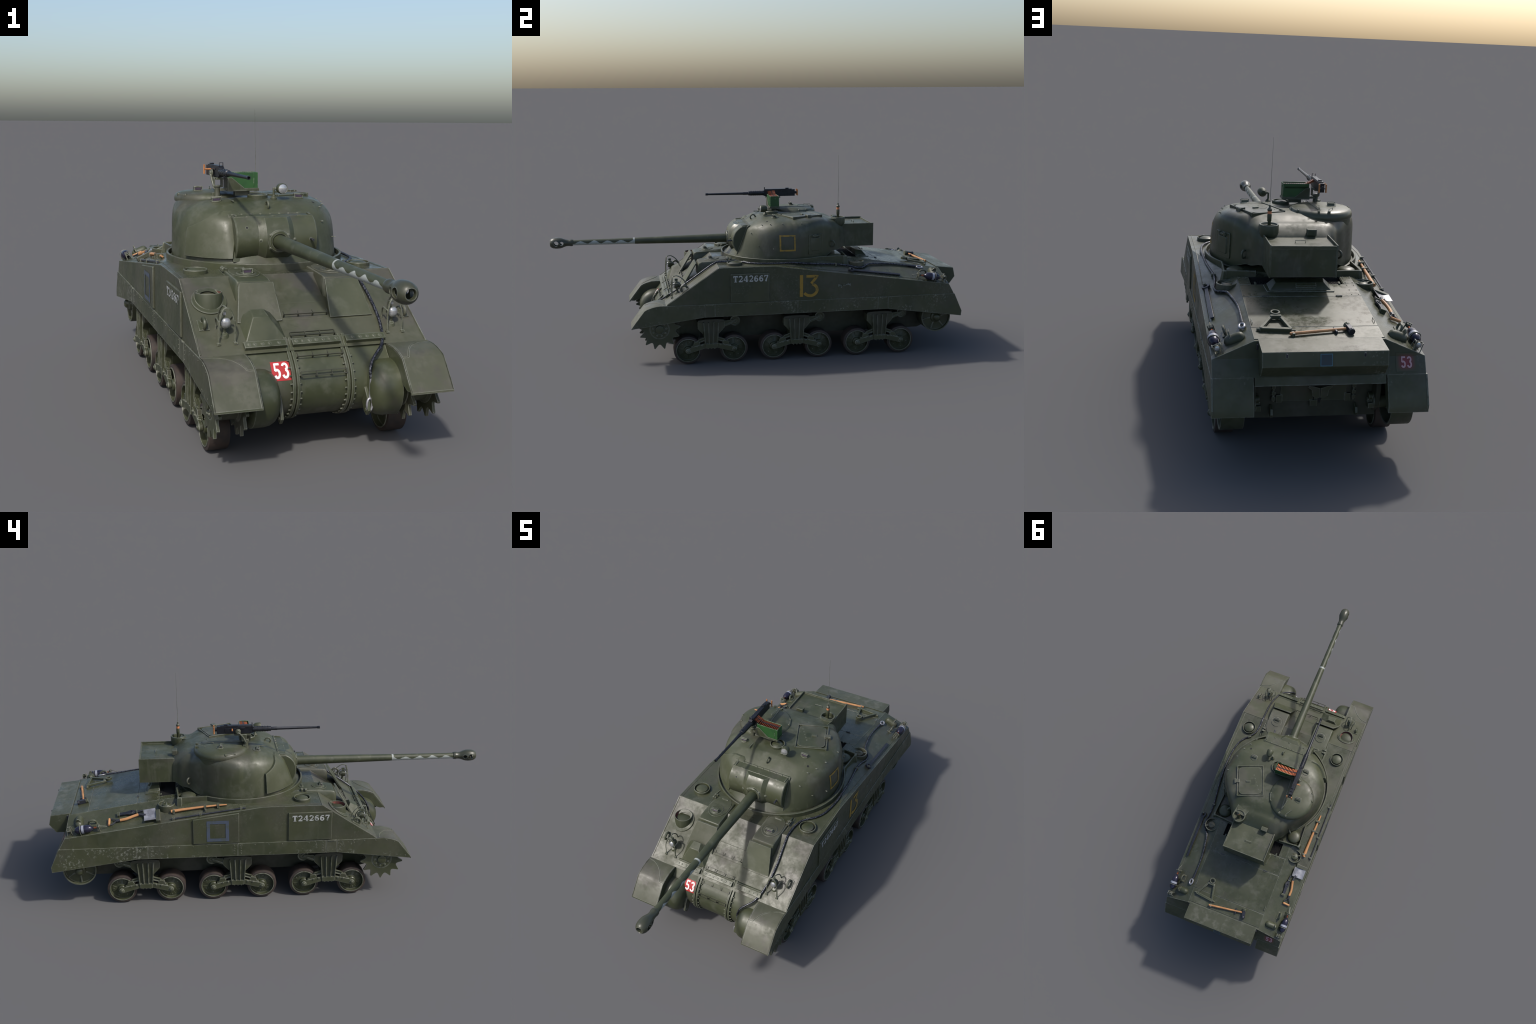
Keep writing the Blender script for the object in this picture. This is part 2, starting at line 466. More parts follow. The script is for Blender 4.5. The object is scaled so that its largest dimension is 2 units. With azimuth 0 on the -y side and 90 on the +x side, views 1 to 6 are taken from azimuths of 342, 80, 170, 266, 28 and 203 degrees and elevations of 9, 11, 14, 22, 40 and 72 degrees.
for x in (-.199, .200):
    d.T = on_deck(x, .785); d.tube([(0, -.012, .002), (0, -.012, .009), (0, .012, .009), (0, .012, .002)], .0012, 6, 'deck')
for x in [-.2, -.175, .175, .2] :
    for y in (.445, .49, .51, .55, .585):
        d.T = on_deck(x, y); d.cyl((0, 0, .001), (0, 0, .0036), .0022, n=8, mat='deck')
for s in (1, -1):
    d.T = on_deck(s * .150, .502); d.box((0, -.004, .004), (.006, .016, .005), 'deck')
d.obj('deck_fitting', hull, kind='stuff')
# raised housing on the deck below the turret bustle
b = M('deck')
b.T = on_deck(0, .535)
b.prism([(-.125, -.028), (-.118, .033), (.118, .033), (.125, -.028)], .0022, .0055, 'z')
b.prism([(-.112, -.035), (-.108, .024), (.108, .024), (.112, -.035)], .005, .026, 'z', poly2=[(-.088, -.035), (-.084, .002), (.084, .002), (.088, -.035)])
b.box((-.02, .012, .020), (.07, .014, .010), R=Matrix.Rotation(radians(-38), 3, 'X'))
b.obj('air_duct_cover', hull, bevel=.002)

# turret splash guard: low wall round the turret ring
sp = M('paint')
prof = []
CX, CY = 0.0, .13
for i in range(0, 61):
    a = radians(-213 + 246 * i / 60)      # from left rear over the front to right rear
    prof.append((CX + .291 * cos(a), CY + .291 * sin(a)))
path = [(-.138, .422), (-.250, .415)] + prof + [(.250, .415), (.138, .422)]
th = .007
ring_o, ring_i = [], []
for i, p in enumerate(path):
    a = V(path[max(0, i - 1)]); c = V(path[min(len(path) - 1, i + 1)])
    d2 = (c - a).normalized(); nrm = V((d2.y, -d2.x))
    ring_o.append(V(p) + nrm * th * .5); ring_i.append(V(p) - nrm * th * .5)
n = len(path)
vs, fs = [], []
for i in range(n):
    fr = path[i][1] < .04
    zt_ = .4885 if not (path[i][1] < -.06) else .4885
    for P_, z in ((ring_o[i], .430), (ring_o[i], zt_), (ring_i[i], zt_), (ring_i[i], .430)):
        vs.append((P_.x, P_.y, z))
for i in range(n - 1):
    for k in range(4):
        a, b_ = i * 4 + k, i * 4 + (k + 1) % 4
        fs.append((a, a + 4, b_ + 4, b_)[::-1])
fs.append((0, 1, 2, 3)); fs.append(tuple((n - 1) * 4 + k for k in (3, 2, 1, 0)))
sp.add(vs, fs)
for s in (1, -1):   # corner buttress
    sp.T = Matrix.Diagonal((s, 1, 1, 1))
    sp.prism([(.247, .398), (.268, .400), (.262, .424), (.243, .421)], .425, .487, 'z', poly2=[(.246, .400), (.256, .402), (.252, .421), (.243, .420)])
sp.obj('splash_guard', hull, smooth=30, bevel=.0015)
# raised turret race
r = M('paint'); r.lathe([(.283, .466), (.283, .474), (.268, .480), (.25, .486), (0, .486)], (0, .13, 0), n=72)
r.obj('turret_race', hull)

# ------------------------------------------------------------------ nose (transmission housing)
NC, NZ, NR = -.400, .190, .1125
def nosept(a, r): return (NC - r * cos(a), NZ + r * sin(a) * (1 if a > 0 else .84))   # lower half is flatter
def noseprof(r, a0=48, a1=-92, n=28):
    return [nosept(radians(a0 + (a1 - a0) * i / n), r) for i in range(n + 1)]
ns = M('paint', 'gear')
pr = [(-.30, .30), (-.436, .3235)] + noseprof(NR) + [(-.30, .10)]
ns.prism(pr, -.209, .209, 'x')
nose = ns.obj('transmission_housing', hull, smooth=30)
rb = M('paint', 'gear')
for s in (1, -1):
    for k in (-.0065, .0065):
        x = s * .080 + k
        pr = [(-.40, .30), (-.434, .328)] + noseprof(NR + .009, 50, -110) + [(-.38, .10)]
        rb.prism(pr, x - .0042, x + .0042, 'x')
    for i in range(15):
        a = radians(46 - 11.0 * i)
        y, z = nosept(a, NR + .0045)
        for dx in (-.0155, .0155):
            rb.cyl((s * .080 + dx * .9 - .003, y, z), (s * .080 + dx * .9 + .003, y, z), .0025, n=8)
rb.obj('flange', nose, smooth=30, bevel=.0008)
bs = M('paint')
bs.T = on_glacis(0, -.446)
for x0, x1 in ((-.2095, -.0885), (-.0715, .0715), (.0885, .2095)):
    bs.box(((x0 + x1) / 2, -.002, .006), (x1 - x0, .022, .013))
for x in [-.196, -.180, -.158, -.137, -.110, -.06, -.04, -.02, 0, .02, .04, .06, .11, .132, .154, .176, .194]:
    bs.cyl((x, -.002, .012), (x, -.002, .0146), .0046, .0036, n=14)
bs.obj('bolt_strip', nose, bevel=.001)
# final drive housings
for s in (1, -1):
    fd = M('paint')
    fd.lathe([(0, .130), (.040, .132), (.058, .138), (.070, .148), (.077, .161), (.0795, .176), (.0800, .213), (.073, .220), (.055, .226), (.055, .235), (0, .235)], (0, -.495, .181), (s, 0, 0), n=40)
    fd.prism([(-.485, .250), (-.462, .281), (-.444, .300), (-.40, .300), (-.40, .11), (-.49, .103)], s * .150, s * .2112, 'x')
    fd.obj('final_drive', hull, smooth=40)
# tow lugs on the nose
tl = M('paint', 'iron', 'blade')
for s in (1, -1):
    x = s * .128
    tl.prism([(-.505, .20), (-.530, .165), (-.540, .128), (-.527, .112), (-.512, .120), (-.495, .15)], x - .0045, x + .0045, 'x')
    tl.cyl((x - .007, -.526, .128), (x + .007, -.526, .128), .005, n=12)
tl.obj('tow_lug', hull, bevel=.0012)

# ladder-like spare track brackets
def rack(name, o, tilt, length=.134, rails=1, depth=.012):
    k = M('under'); k.T = o
    n = 4
    for r_ in range(rails):
        k.box((0, r_ * depth, .0115), (length, .0022, .0030))
    for i in range(n):
        x = -length / 2 + length * i / (n - 1)
        k.box((x, 0, .005), (.003, .003, .012))
        if rails > 1: k.box((x, depth / 2, .0115), (.003, depth, .003))
        else: k.box((x, depth / 2, .0125), (.0022, depth, .0022))
    return k.obj(name, hull)
rack('track_rack', on_glacis(0, -.363), 0, .132, 1)
rack('track_rack', on_glacis(-.003, -.430), 0, .132, 2)
def on_nose(x, adeg, r=NR):
    a = radians(adeg); y, z = nosept(a, r)
    return axes((x, y, z), (1, 0, 0), (0, sin(a), cos(a)), (0, -cos(a), sin(a)))
rack('track_rack', on_nose(.003, 49), 0, .134, 1)
rack('track_rack', on_nose(.002, 22), 0, .134, 2)

# ------------------------------------------------------------------ fenders and skirts
def fender_curve():
    return [(-.466, .2975), (-.490, .2980), (-.513, .2960), (-.535, .2905), (-.552, .2845), (-.566, .2765), (-.6265, .1975)]
for s in (1, -1):
    f = M('glacis', 'skirt', 'under')
    c = fender_curve()
    # sheet with thickness
    inn = [(y + .003, z - .0045) for y, z in c]
    poly = c + inn[::-1]
    f.prism(poly, s * WI, s * WS, 'x', 'glacis')
    f.prism([(-.6265, .1975), (-.6275, .1915), (-.6235, .1905), (-.6220, .1960)], s * WI, s * WS, 'x', 'paint')
    # inner wall
    f.prism(c + [(-.60, .196), (-.555, .215), (-.49, .235), (-.440, .25), (-.440, .297)], s * (WI + .0002), s * (WI + .004), 'x', 'paint')
    # raised mud-flap joint: curved lip on top
    lip = [V((s * x, y, 0)) for x, y in ((.337, -.476), (.310, -.480), (.280, -.496), (.255, -.520), (.236, -.552), (.232, -.560), (.214, -.561))]
    def fz(y):
        for (y0, z0), (y1, z1) in zip(c, c[1:]):
            if y1 <= y <= y0: return z0 + (z1 - z0) * (y - y0) / (y1 - y0)
        return .297
    path = [V((p.x, p.y, fz(p.y) + .0004)) for p in smoothpath(lip, .006)]
    f.tube(path, .0015, 6, 'weld')
    f.obj('fender', hull, smooth=30, bevel=.0008)
    # rear fender
    rf = M('side')
    c2 = [(.938, .2975), (.941, .2965), (.980, .2085), (.981, .1845)]
    rf.prism(c2 + [(.977, .1845), (.976, .2085), (.936, .2935)], s * WI, s * (WS), 'x')
    rf.prism([(.90, .2975), (.938, .2975), (.976, .2085), (.977, .1845), (.96, .190)], s * WI, s * (WI + .003), 'x', 'side')
    rf.obj('mudguard', hull, smooth=30, bevel=.0008)
# skirts: side strips with joints, front piece carries the fender side
def skirt_bottom(y):
    P = [(-.6265, .1925), (-.286, .2345), (.605, .2350), (.979, .1835), (.99, .182)]
    for (a, za), (b, zb) in zip(P, P[1:]):
        if a <= y <= b: return za + (zb - za) * (y - a) / (b - a)
    return .235
def rivet_row(mesh, pts, s):
    for y, z in pts:
        mesh.lathe([(.0026, 0), (.0024, .0008), (.0014, .0014), (0, .0016)], (s * (WS + .0003), y, z), (s, 0, 0), 8, 'weld')
for s in (1, -1):
    x0, x1 = s * (W - .002), s * (WS + .0004)
    k = M('skirt')
    fc = [(y, z) for y, z in fender_curve()]
    front = [(-.2865, .2955), (-.466, .2975)] + fc[1:] + [(-.6265, .1925), (-.2865, skirt_bottom(-.2865))]
    k.prism(front, x0, x1, 'x')
    rivet_row(k, [(-.31, .287), (-.36, .287), (-.41, .287), (-.46, .287), (-.51, .287), (-.545, .279), (-.302, .275), (-.302, .262), (-.302, .248), (-.50, .22), (-.56, .212), (-.60, .207)], s)
    k.obj('skirt', hull, smooth=20, bevel=.0006)
    for a, b in ((-.2855, -.2375), (-.2365, .158), (.159, .5545), (.5555, .6050)):
        k = M('skirt')
        k.prism([(a, skirt_bottom(a)), (b, skirt_bottom(b)), (b, .2965), (a, .2965)], x0, x1, 'x')
        if b - a > .1:
            m = int((b - a) / .058)
            rivet_row(k, [(a + .016 + i * (b - a - .032) / m, .287) for i in range(m + 1)], s)
            rivet_row(k, [(e, z) for e in (a + .014, b - .014) for z in (.272, .260, .247)], s)
        else:
            k.box((s * (WS + .0012), (a + b) / 2, .2945), (.003, .030, .006))
        k.obj('skirt', hull, smooth=20, bevel=.0006)
    k = M('skirt')
    k.prism([(.606, skirt_bottom(.606)), (.979, .1838), (.9825, .2080), (.943, .2965), (.606, .2965)], x0, x1, 'x')
    rivet_row(k, [(.62 + i * .052, .287) for i in range(6)] + [(.62, z) for z in (.272, .260, .247)], s)
    k.obj('skirt', hull, smooth=20, bevel=.0006)

# appliqué side plates
def side_plate(s, poly, name='armour_plate', th=.0065):
    k = M('side')
    k.prism(poly, s * (W - .001), s * (W + th), 'x')
    return k.obj(name, hull, bevel=.0022)
side_plate(1, [(-.163, .302), (.021, .302), (.021, .4365), (-.163, .4365)])
side_plate(-1, [(-.260, .302), (-.066, .302), (-.066, .4365), (-.260, .4365)])
side_plate(-1, [(.152, .301), (.355, .301), (.355, .4175), (.345, .4195), (.152, .4440)])
# weld bead along the glacis edge and roof edge
wb = M('weld')
for s in (1, -1):
    pts = [(s * (W - .004), y, zg(y)) for y in [-.46 + .004 * i for i in range(61)]]
    wb.tube([(x + random.uniform(-.0004, .0004), y, z) for x, y, z in pts], .0022, 6)
    ys2 = [-.21 + .01 * i for i in range(26)] + [.05 + .02 * i for i in range(43)]
    wb.tube([(s * (W - .014), y, zs(W - .014, y) - .0004) for y in ys2], .0018, 5)
    wb.tube([(s * x, -.214, ROOF) for x in [.195 + .01 * i for i in range(15)]], .0016, 5)
for x0, x1, y in ((-.068, .075, -.372), (.075, .206, -.379), (-.068, .078, -.318)):
    wb.tube([(x0 + (x1 - x0) * i / 20, y, zg(y) - .0006) for i in range(21)], .0014, 5)
wb.obj('weld_bead', hull, kind='stuff')

# ------------------------------------------------------------------ front details
for s in (1, -1):
    # crew hood: raised box rising from the glacis
    k = M('paint')
    x0, x1 = s * .078, s * .190
    prof_f = [(-.304, zg(-.304) - .01), (-.302, .452), (-.294, .4645), (-.280, .4685), (-.180, .4745), (-.118, .4770), (-.095, .466), (-.095, .44)]
    xm0, xm1 = s * .086, s * .183
    lo = [(y, z if i in (0, len(prof_f) - 1) else z) for i, (y, z) in enumerate(prof_f)]
    k.prism(prof_f, xm0, xm1, 'x')
    for a, b in ((xm0, x0), (xm1, x1)):
        k.prism(prof_f, a, b, 'x', poly2=[(y + (.004 if y < -.29 else 0), z - (.012 if .45 < z else 0)) for y, z in prof_f])
    # flank blending down to the roof on the outer side
    k.prism([(-.215, .46), (-.215, .466), (-.118, .474), (-.085, .466), (-.085, .46)], x1, s * .200, 'x', poly2=[(-.215, .46), (-.215, .464), (-.118, .467), (-.085, .464), (-.085, .46)])
    hood = k.obj('crew_hood', hull, smooth=40, bevel=.004, seg=3)
    # hatch on the hood
    k = M('paint', 'iron')
    k.T = Matrix.Translation((s * .134, -.195, .4725)) @ Matrix.Rotation(radians(3), 4, 'X')
    out = [(.047 * cos(a) * (1 if abs(cos(a)) < .9 else .96), .066 * sin(a) - .004) for a in [2 * pi * i / 24 for i in range(24)]]
    k.prism(out, -.002, .0035, 'z')
    hexo = [(.030 * cos(a + .3), .030 * sin(a + .3) - .028) for a in [2 * pi * i / 10 for i in range(10)]]
    k.prism(hexo, .003, .0065, 'z')
    for dy in (.035, .052):
        k.box((s * .050, dy, .003), (.018, .009, .010)); k.cyl((s * .052, dy - .006, .008), (s * .052, dy + .006, .008), .0035, n=10)
    k.box((0, .045, .004), (.03, .008, .006))
    k.obj('crew_hatch', hull, bevel=.0012)
    # periscope with guard
def periscope(parent, o, w=.030, hgt=.014, rot=0.0):
    k = M('paint', 'purple', 'gear')
    k.T = Matrix.Translation(o) @ Matrix.Rotation(rot, 4, 'Z')
    k.lathe([(w * .62, -.004), (w * .62, .001), (w * .55, .0025), (0, .0025)], n=20)
    k.prism([(-.007, 0), (.008, 0), (.003, hgt - .003), (-.006, hgt - .002)], -w / 2 + .002, w / 2 - .002, 'x', 'paint')
    k.box((0, -.0078, hgt * .5 - .001), (w - .008, .002, hgt * .5), 'purple')
    for sx in (1, -1):
        k.tube([(sx * w / 2, .010, 0), (sx * (w / 2 + .001), -.004, hgt), (sx * w / 2, -.010, hgt), (sx * (w / 2 - .001), -.011, 0)], .0011, 6, 'gear')
    k.tube([(-w / 2, -.010, hgt), (w / 2, -.010, hgt)], .0012, 6, 'gear')
    k.tube([(-w / 2, -.003, hgt), (w / 2, -.003, hgt)], .0010, 6, 'gear')
    return k.obj('periscope', parent, bevel=.0006)
for s in (1, -1):
    periscope(hull, (s * .135, -.232, .4775), .030, .013)
    # slanted plate in front of the hood
    k = M('paint' if s > 0 else 'glacis')
    pl = [(-.306, .4625), (-.313, .4630), (-.3775, .3620), (-.3680, .3600)]
    for_x = [(.080, .184), (.073, .206)]
    vs = []
    for xi in (0, 1):
        for (y, z), wd in zip(pl, (0, 0, 1, 1)):
            vs.append((s * for_x[wd][xi], y, z))
    fs = [(0, 1, 2, 3), (7, 6, 5, 4), (0, 4, 5, 1), (1, 5, 6, 2), (2, 6, 7, 3), (3, 7, 4, 0)]
    if s < 0: fs = [f[::-1] for f in fs]
    k.add(vs, [f[::-1] for f in fs])
    k.obj('hood_armour_plate', hull, bevel=.0014)
    # roof ventilator in a ring
    k = M('paint')
    k.lathe([(.037, -.004), (.037, .011), (.0355, .013), (.0340, .013), (.0330, .011), (.0330, -.002), (0, -.002)], (s * .267, -.134, ROOF), n=36)
    k.lathe([(.0275, -.003), (.0275, .006), (.0250, .0105), (.017, .0140), (0, .0155)], (s * .267, -.134, ROOF), n=32)
    k.obj('ventilator', hull)
    # lifting eye on the glacis
    k = M('paint', 'redlead')
    k.T = on_glacis(s * .304, -.372)
    k.box((0, 0, .0015), (.030, .040, .004))
    k.tube(smoothpath([(0, -.014, 0), (0, -.016, .014), (0, -.008, .023), (0, .006, .023), (0, .014, .014), (0, .014, 0)], .003), .0052, 10)
    k.obj('lifting_eye', hull, bevel=.001)
    # headlamp
    k = M('paint', 'lens', 'gear')
    c = V((s * .252, -.415, .376))
    k.lathe([(0, .026), (.008, .024), (.0130, .016), (.0155, .004), (.0160, -.002), (.0150, -.005), (.0140, -.005)], c, (0, 1, 0), 24)
    k.lathe([(.0142, -.004), (.0115, -.0080), (.006, -.0103), (0, -.0110)], c, (0, 1, 0), 24, 'lens')
    k.cyl(c + V((0, .006, -.012)), (c.x, -.405, zg(-.405) - .002), .005, n=12)
    k.lathe([(.013, 0), (.013, .004), (.007, .012), (0, .012)], (c.x, -.405, zg(-.405) - .004), (0, -.17, .25), 16)
    k.box((c.x - .003, -.410, .402), (.010, .014, .011)); k.box((c.x - .003, -.4175, .402), (.007, .002, .007), 'lens')
    k.cyl((c.x - .003, -.408, .39), (c.x - .003, -.408, .400), .003, n=8)
    k.obj('headlamp', hull)
    k = M('gear')
    gb = lambda x, y: (c.x + x, y, zg(y))
    arch = smoothpath([gb(-.024, -.432), (c.x - .023, -.432, .372), (c.x - .014, -.428, .408), (c.x, -.426, .419), (c.x + .014, -.428, .408), (c.x + .023, -.432, .372), gb(.024, -.432)], .004)
    k.tube(arch, .0026, 8, squash=.7)
    side = smoothpath([(c.x, -.426, .419), (c.x + s * .004, -.404, .421), (c.x + s * .006, -.380, .405), (c.x + s * .007, -.366, .385), gb(s * .007, -.362)], .004)
    k.tube(side, .0024, 8)
    k.tube(smoothpath([(c.x - .022, -.432, .382), (c.x - .024, -.405, .388), (c.x - .020, -.388, .372), gb(-.02, -.385)], .004), .0024, 8)
    k.tube(smoothpath([(c.x + .022, -.432, .382), (c.x + .024, -.405, .388), (c.x + .020, -.388, .372), gb(.02, -.385)], .004), .0024, 8)
    for dx in (-.024, .024):
        k.box((c.x + dx, -.433, zg(-.433) + .002), (.009, .012, .005))
    k.obj('headlamp_guard', hull)
# capped antenna drum on the glacis (left)
k = M('paint', 'redlead')
k.T = on_glacis(-.268, -.297)
k.lathe([(.036, -.004), (.052, -.004), (.052, .004), (.050, .0055), (.036, .0055)], n=40)
k.T = Matrix.Translation((-.268, -.292, 0))
k.lathe([(.040, .36), (.040, .437), (.0385, .4395), (.0370, .4395), (.0362, .436)], n=36)
k.lathe([(.0362, .4370), (.0360, .424), (0, .424)], n=36, mat='redlead')
k.lathe([(.032, .423), (.032, .4265), (.030, .4280), (0, .4300)], n=32)
k.obj('antenna_socket', hull)
# armoured bulge over the former hull gun (left)
k = M('glacis', 'paint')
bz = [(-.203, -.352), (-.083, -.352), (-.078, -.432), (-.198, -.432)]
tp = [(-.166, -.372, .399), (-.131, -.372, .399), (-.124, -.405, .383), (-.170, -.405, .383)]
vs = [(x, y, zg(y) - .002) for x, y in bz] + tp
k.add(vs, [(4, 5, 6, 7)[::-1], (0, 1, 5, 4)[::-1], (1, 2, 6, 5)[::-1], (2, 3, 7, 6)[::-1], (3, 0, 4, 7)[::-1]], 'paint')
k.obj('gun_port_cover', hull, bevel=.002, seg=2)

# ------------------------------------------------------------------ rear details
k = M('boxtop', 'skirt', 'under', 'iron')
box = [(.900, .4045), (.989, .3945), (.9985, .3500), (.9700, .3120), (.930, .3120), (.906, .3945)]
k.prism(box, -.1945, .1945, 'x', 'skirt')
k.add([(-.1947, .899, .4052), (.1947, .899, .4052), (.1947, .9892, .3951), (-.1947, .9892, .3951)], [(0, 1, 2, 3)], 'boxtop')
for x in (-.12, .12):
    k.box((x, .992, .384), (.005, .006, .012), 'iron')
for s in (1, -1):
    k.box((s * .1975, .912, .385), (.006, .008, .018), 'iron')
k.obj('stowage_bin', hull, bevel=.0012)
k = M('under', 'gear', 'void')
k.T = Matrix.Translation((0, -.025, 0))
for x in (-.055, .055):
    k.box((x, .8695, .218), (.106, .006, .088), 'gear')
for s in (1, -1):
    k.box((s * .112, .872, .185), (.020, .008, .026), 'gear')
    for z in (.187, .205, .226):
        k.box((s * .131, .874, z), (.013, .014, .012), 'gear')
    k.cyl((s * .131, .874, .175), (s * .131, .874, .24), .004, n=10, mat='gear')
    k.prism([(.868, .165), (.895, .158), (.902, .140), (.893, .128), (.868, .132)], s * .138 - .004, s * .138 + .004, 'x', 'gear')
    # idler bracket
    k.prism([(.83, .262), (.914, .264), (.918, .225), (.908, .165), (.880, .140), (.83, .130)], s * .194, s * .2095, 'x', 'under')
    k.box((s * .184, .892, .165), (.020, .026, .018), 'gear'); k.cyl((s * .178, .885, .19), (s * .20, .885, .19), .012, n=12, mat='gear')
    k.cyl((s * .19, .887, .174), (s * .245, .887, .174), .022, n=20, mat='gear')
    k.box((s * .185, .882, .172), (.020, .018, .022), 'gear')
k.box((0, .874, .168), (.024, .008, .020), 'gear')
k.T = Matrix.Identity(4)
k.obj('engine_door', hull, bevel=.0012)
# exhaust deflector: two round flaps below a dark outlet
k = M('gear', 'void')
k.T = Matrix.Translation((0, -.022, 0))
k.box((-.015, .888, .246), (.070, .030, .016), 'void')
for s in (1, -1):
    out = [(-.015 + s * (.001 + .014 + .014 * cos(a)), .212 + .018 * sin(a)) for a in [2 * pi * i / 10 for i in range(10)]]
    out = [(-.015 + s * .001, .196), (-.015 + s * .012, .193), (-.015 + s * .025, .203), (-.015 + s * .028, .222), (-.015 + s * .040, .232), (-.015 + s * .038, .238), (-.015 + s * .018, .234), (-.015 + s * .001, .228)]
    k.prism(out, .893, .899, 'y', 'gear')
k.prism([(-.023, .196), (-.007, .196), (-.015, .172)], .889, .892, 'y', 'void')
k.obj('exhaust_deflector', hull, bevel=.001)

# tail-lamp guards, rear lifting eyes, lamp brackets
for s in (1, -1):
    k = M('paint')
    k.T = on_side(s * .260, .854)
    n = 14
    ring = []
    for i in range(13):
        x = -.034 + .068 * i / 12
        e = sqrt(max(0.0, 1 - (abs(x) / .0345) ** 5))
        ring.append([(x, .018 * e * cos(pi * j / n) , .021 * e * sin(pi * j / n) + .0015) for j in range(n + 1)])
    vs = [p for r_ in ring for p in r_]
    fs = [(i * (n + 1) + j, (i + 1) * (n + 1) + j, (i + 1) * (n + 1) + j + 1, i * (n + 1) + j + 1) for i in range(12) for j in range(n)]
    k.add(vs, [f[::-1] for f in fs])
    k.prism([(-.017, .0), (.010, .0), (.010, .028), (.002, .038), (-.006, .034), (-.012, .02)], -.004 + s * .012, s * .012, 'x')
    k.obj('tail_lamp_guard', hull, smooth=50)
    k = M('paint')
    k.T = on_side(s * .282, .792)
    k.box((0, 0, .0015), (.024, .042, .004))
    k.tube(smoothpath([(0, -.015, 0), (0, -.016, .016), (0, -.007, .025), (0, .007, .025), (0, .016, .016), (0, .015, 0)], .003), .0045, 10)
    k.obj('lifting_eye', hull, bevel=.001)
    k = M('gear', 'lens')
    k.T = on_side(s * .312, .890)
    k.cyl((0, 0, 0), (0, 0, .012), .004, n=10); k.lathe([(0, -.012), (.008, -.010), (.0095, .002), (.0090, .008)], (0, 0, .019), (0, 1, 0), 16)
    k.lathe([(.0088, .007), (.005, .0095), (0, .0105)], (0, 0, .019), (0, 1, 0), 16, 'lens')
    for dx in (-.013, .013):
        k.tube([(dx, -.012, 0), (dx, -.008, .028), (dx, .006, .028), (dx, .012, 0)], .0016, 6)
    k.tube([(-.013, -.002, .028), (.013, -.002, .028)], .0016, 6)
    k.obj('marker_lamp', hull)
    # fire bottle in clamps
    ex = M('bottle', 'label', 'copper', 'gear')
    ex.T = on_side(s * .318, .823) @ Matrix.Translation((0, 0, .019))
    ex.lathe([(0, .044), (.008, .042), (.014, .035), (.0172, .024), (.0178, .010), (.0175, -.012), (.0150, -.026), (.009, -.033), (.0055, -.036), (.0055, -.041)], (0, 0, 0), (0, 1, 0), 24)
    ex.lathe([(.0182, .012), (.0182, .001)], (0, 0, 0), (0, 1, 0), 24, 'label')
    ex.cyl((0, -.040, 0), (0, -.056, 0), .0042, n=12, mat='copper')
    ex.box((0, -.061, .002), (.014, .010, .012), 'gear')
    ex.tube([(-.009, -.066, -.018), (-.009, -.064, .012), (.009, -.064, .012), (.009, -.066, -.018)], .0022, 6, 'gear')
    ex.tube([(s * .002, -.062, .010), (-s * .002, -.098, -.006)], .0018, 6, 'gear')
    ex.tube(smoothpath([(-.016, .018, -.018), (-.0185, .018, 0), (-.010, .018, .0165), (.010, .018, .0165), (.0185, .018, 0), (.016, .018, -.018)], .004), .0016, 6, 'gear')
    ex.obj('fire_bottle', tank)

# fuel filler caps in guard rings
for s in (1, -1):
    k = M('paint')
    o = (s * .246, .468, zs(.246, .468))
    k.lathe([(.037, -.014), (.037, .011), (.0355, .0125), (.0335, .0125), (.0325, .011), (.0325, -.010), (0, -.006)], o, n=36)
    k.lathe([(.019, -.008), (.019, .005), (.016, .009), (.008, .0115), (0, .012)], o, n=24)
    for a in (.5, .5 + pi):
        k.box((o[0] + .026 * cos(a), o[1] + .026 * sin(a), o[2] + .002), (.010, .006, .014), R=Matrix.Rotation(a, 3, 'Z'))
    k.tube([(o[0] - .018, o[1], o[2] + .008), (o[0], o[1], o[2] + .014), (o[0] + .018, o[1], o[2] + .008)], .0022, 6)
    k.obj('fuel_filler', hull)
    k = M('paint')
    k.lathe([(.036, -.002), (.036, .006), (.033, .012), (.024, .017), (.012, .0195), (0, .020)], (s * .205, .372, ROOF + .002), n=32)
    k.obj('mushroom_vent', hull)

# ------------------------------------------------------------------ tools on the hull
# pick handle and pick head
def onS(x, y, lift=0.0):
    return V((x, y, zs(x, y) + lift))
k = M('wood', 'gear')
k.tube([onS(-.292, .448, .010), onS(-.2925, .40, .0105), onS(-.294, .33, .010), onS(-.297, .25, .0085), onS(-.299, .203, .006)], lambda s_: .0088 - .0052 * s_, 12, squash=.8)
for x, y in ((-.291, .436), (-.297, .298), (-.2985, .241)):
    p = onS(x, y, .008); k.box(p, (.022, .009, .016), 'gear')
k.box(onS(-.309, .297, .006), (.016, .006, .010), 'gear')
k.obj('pick_handle', tank)
k = M('iron', 'gear')
k.T = on_side(-.258, .622)
k.prism([(-.008, .056), (.006, .054), (.007, .018), (.011, .008), (.011, -.008), (.004, -.018), (.001, -.052), (-.003, -.052), (-.007, -.018), (-.012, -.008), (-.012, .008), (-.009, .018)], .006, .013, 'z')
k.lathe([(.005, .012), (.009, .012), (.009, .016), (.005, .016)], n=16)
k.box((0, .058, .008), (.022, .010, .014), 'gear'); k.box((-.004, -.024, .008), (.018, .005, .018), 'gear')
k.obj('pick_head', tank, bevel=.001)
k = M('iron', 'gear')
k.tube([onS(-.3285, .450, .006), onS(-.329, .33, .006), onS(-.3295, .135, .005), onS(-.330, .122, .003)], .0034, 8)
for y in (.438, .320, .142):
    k.box(onS(-.327, y, .004), (.013, .008, .012), 'gear')
k.obj('crowbar', tank)
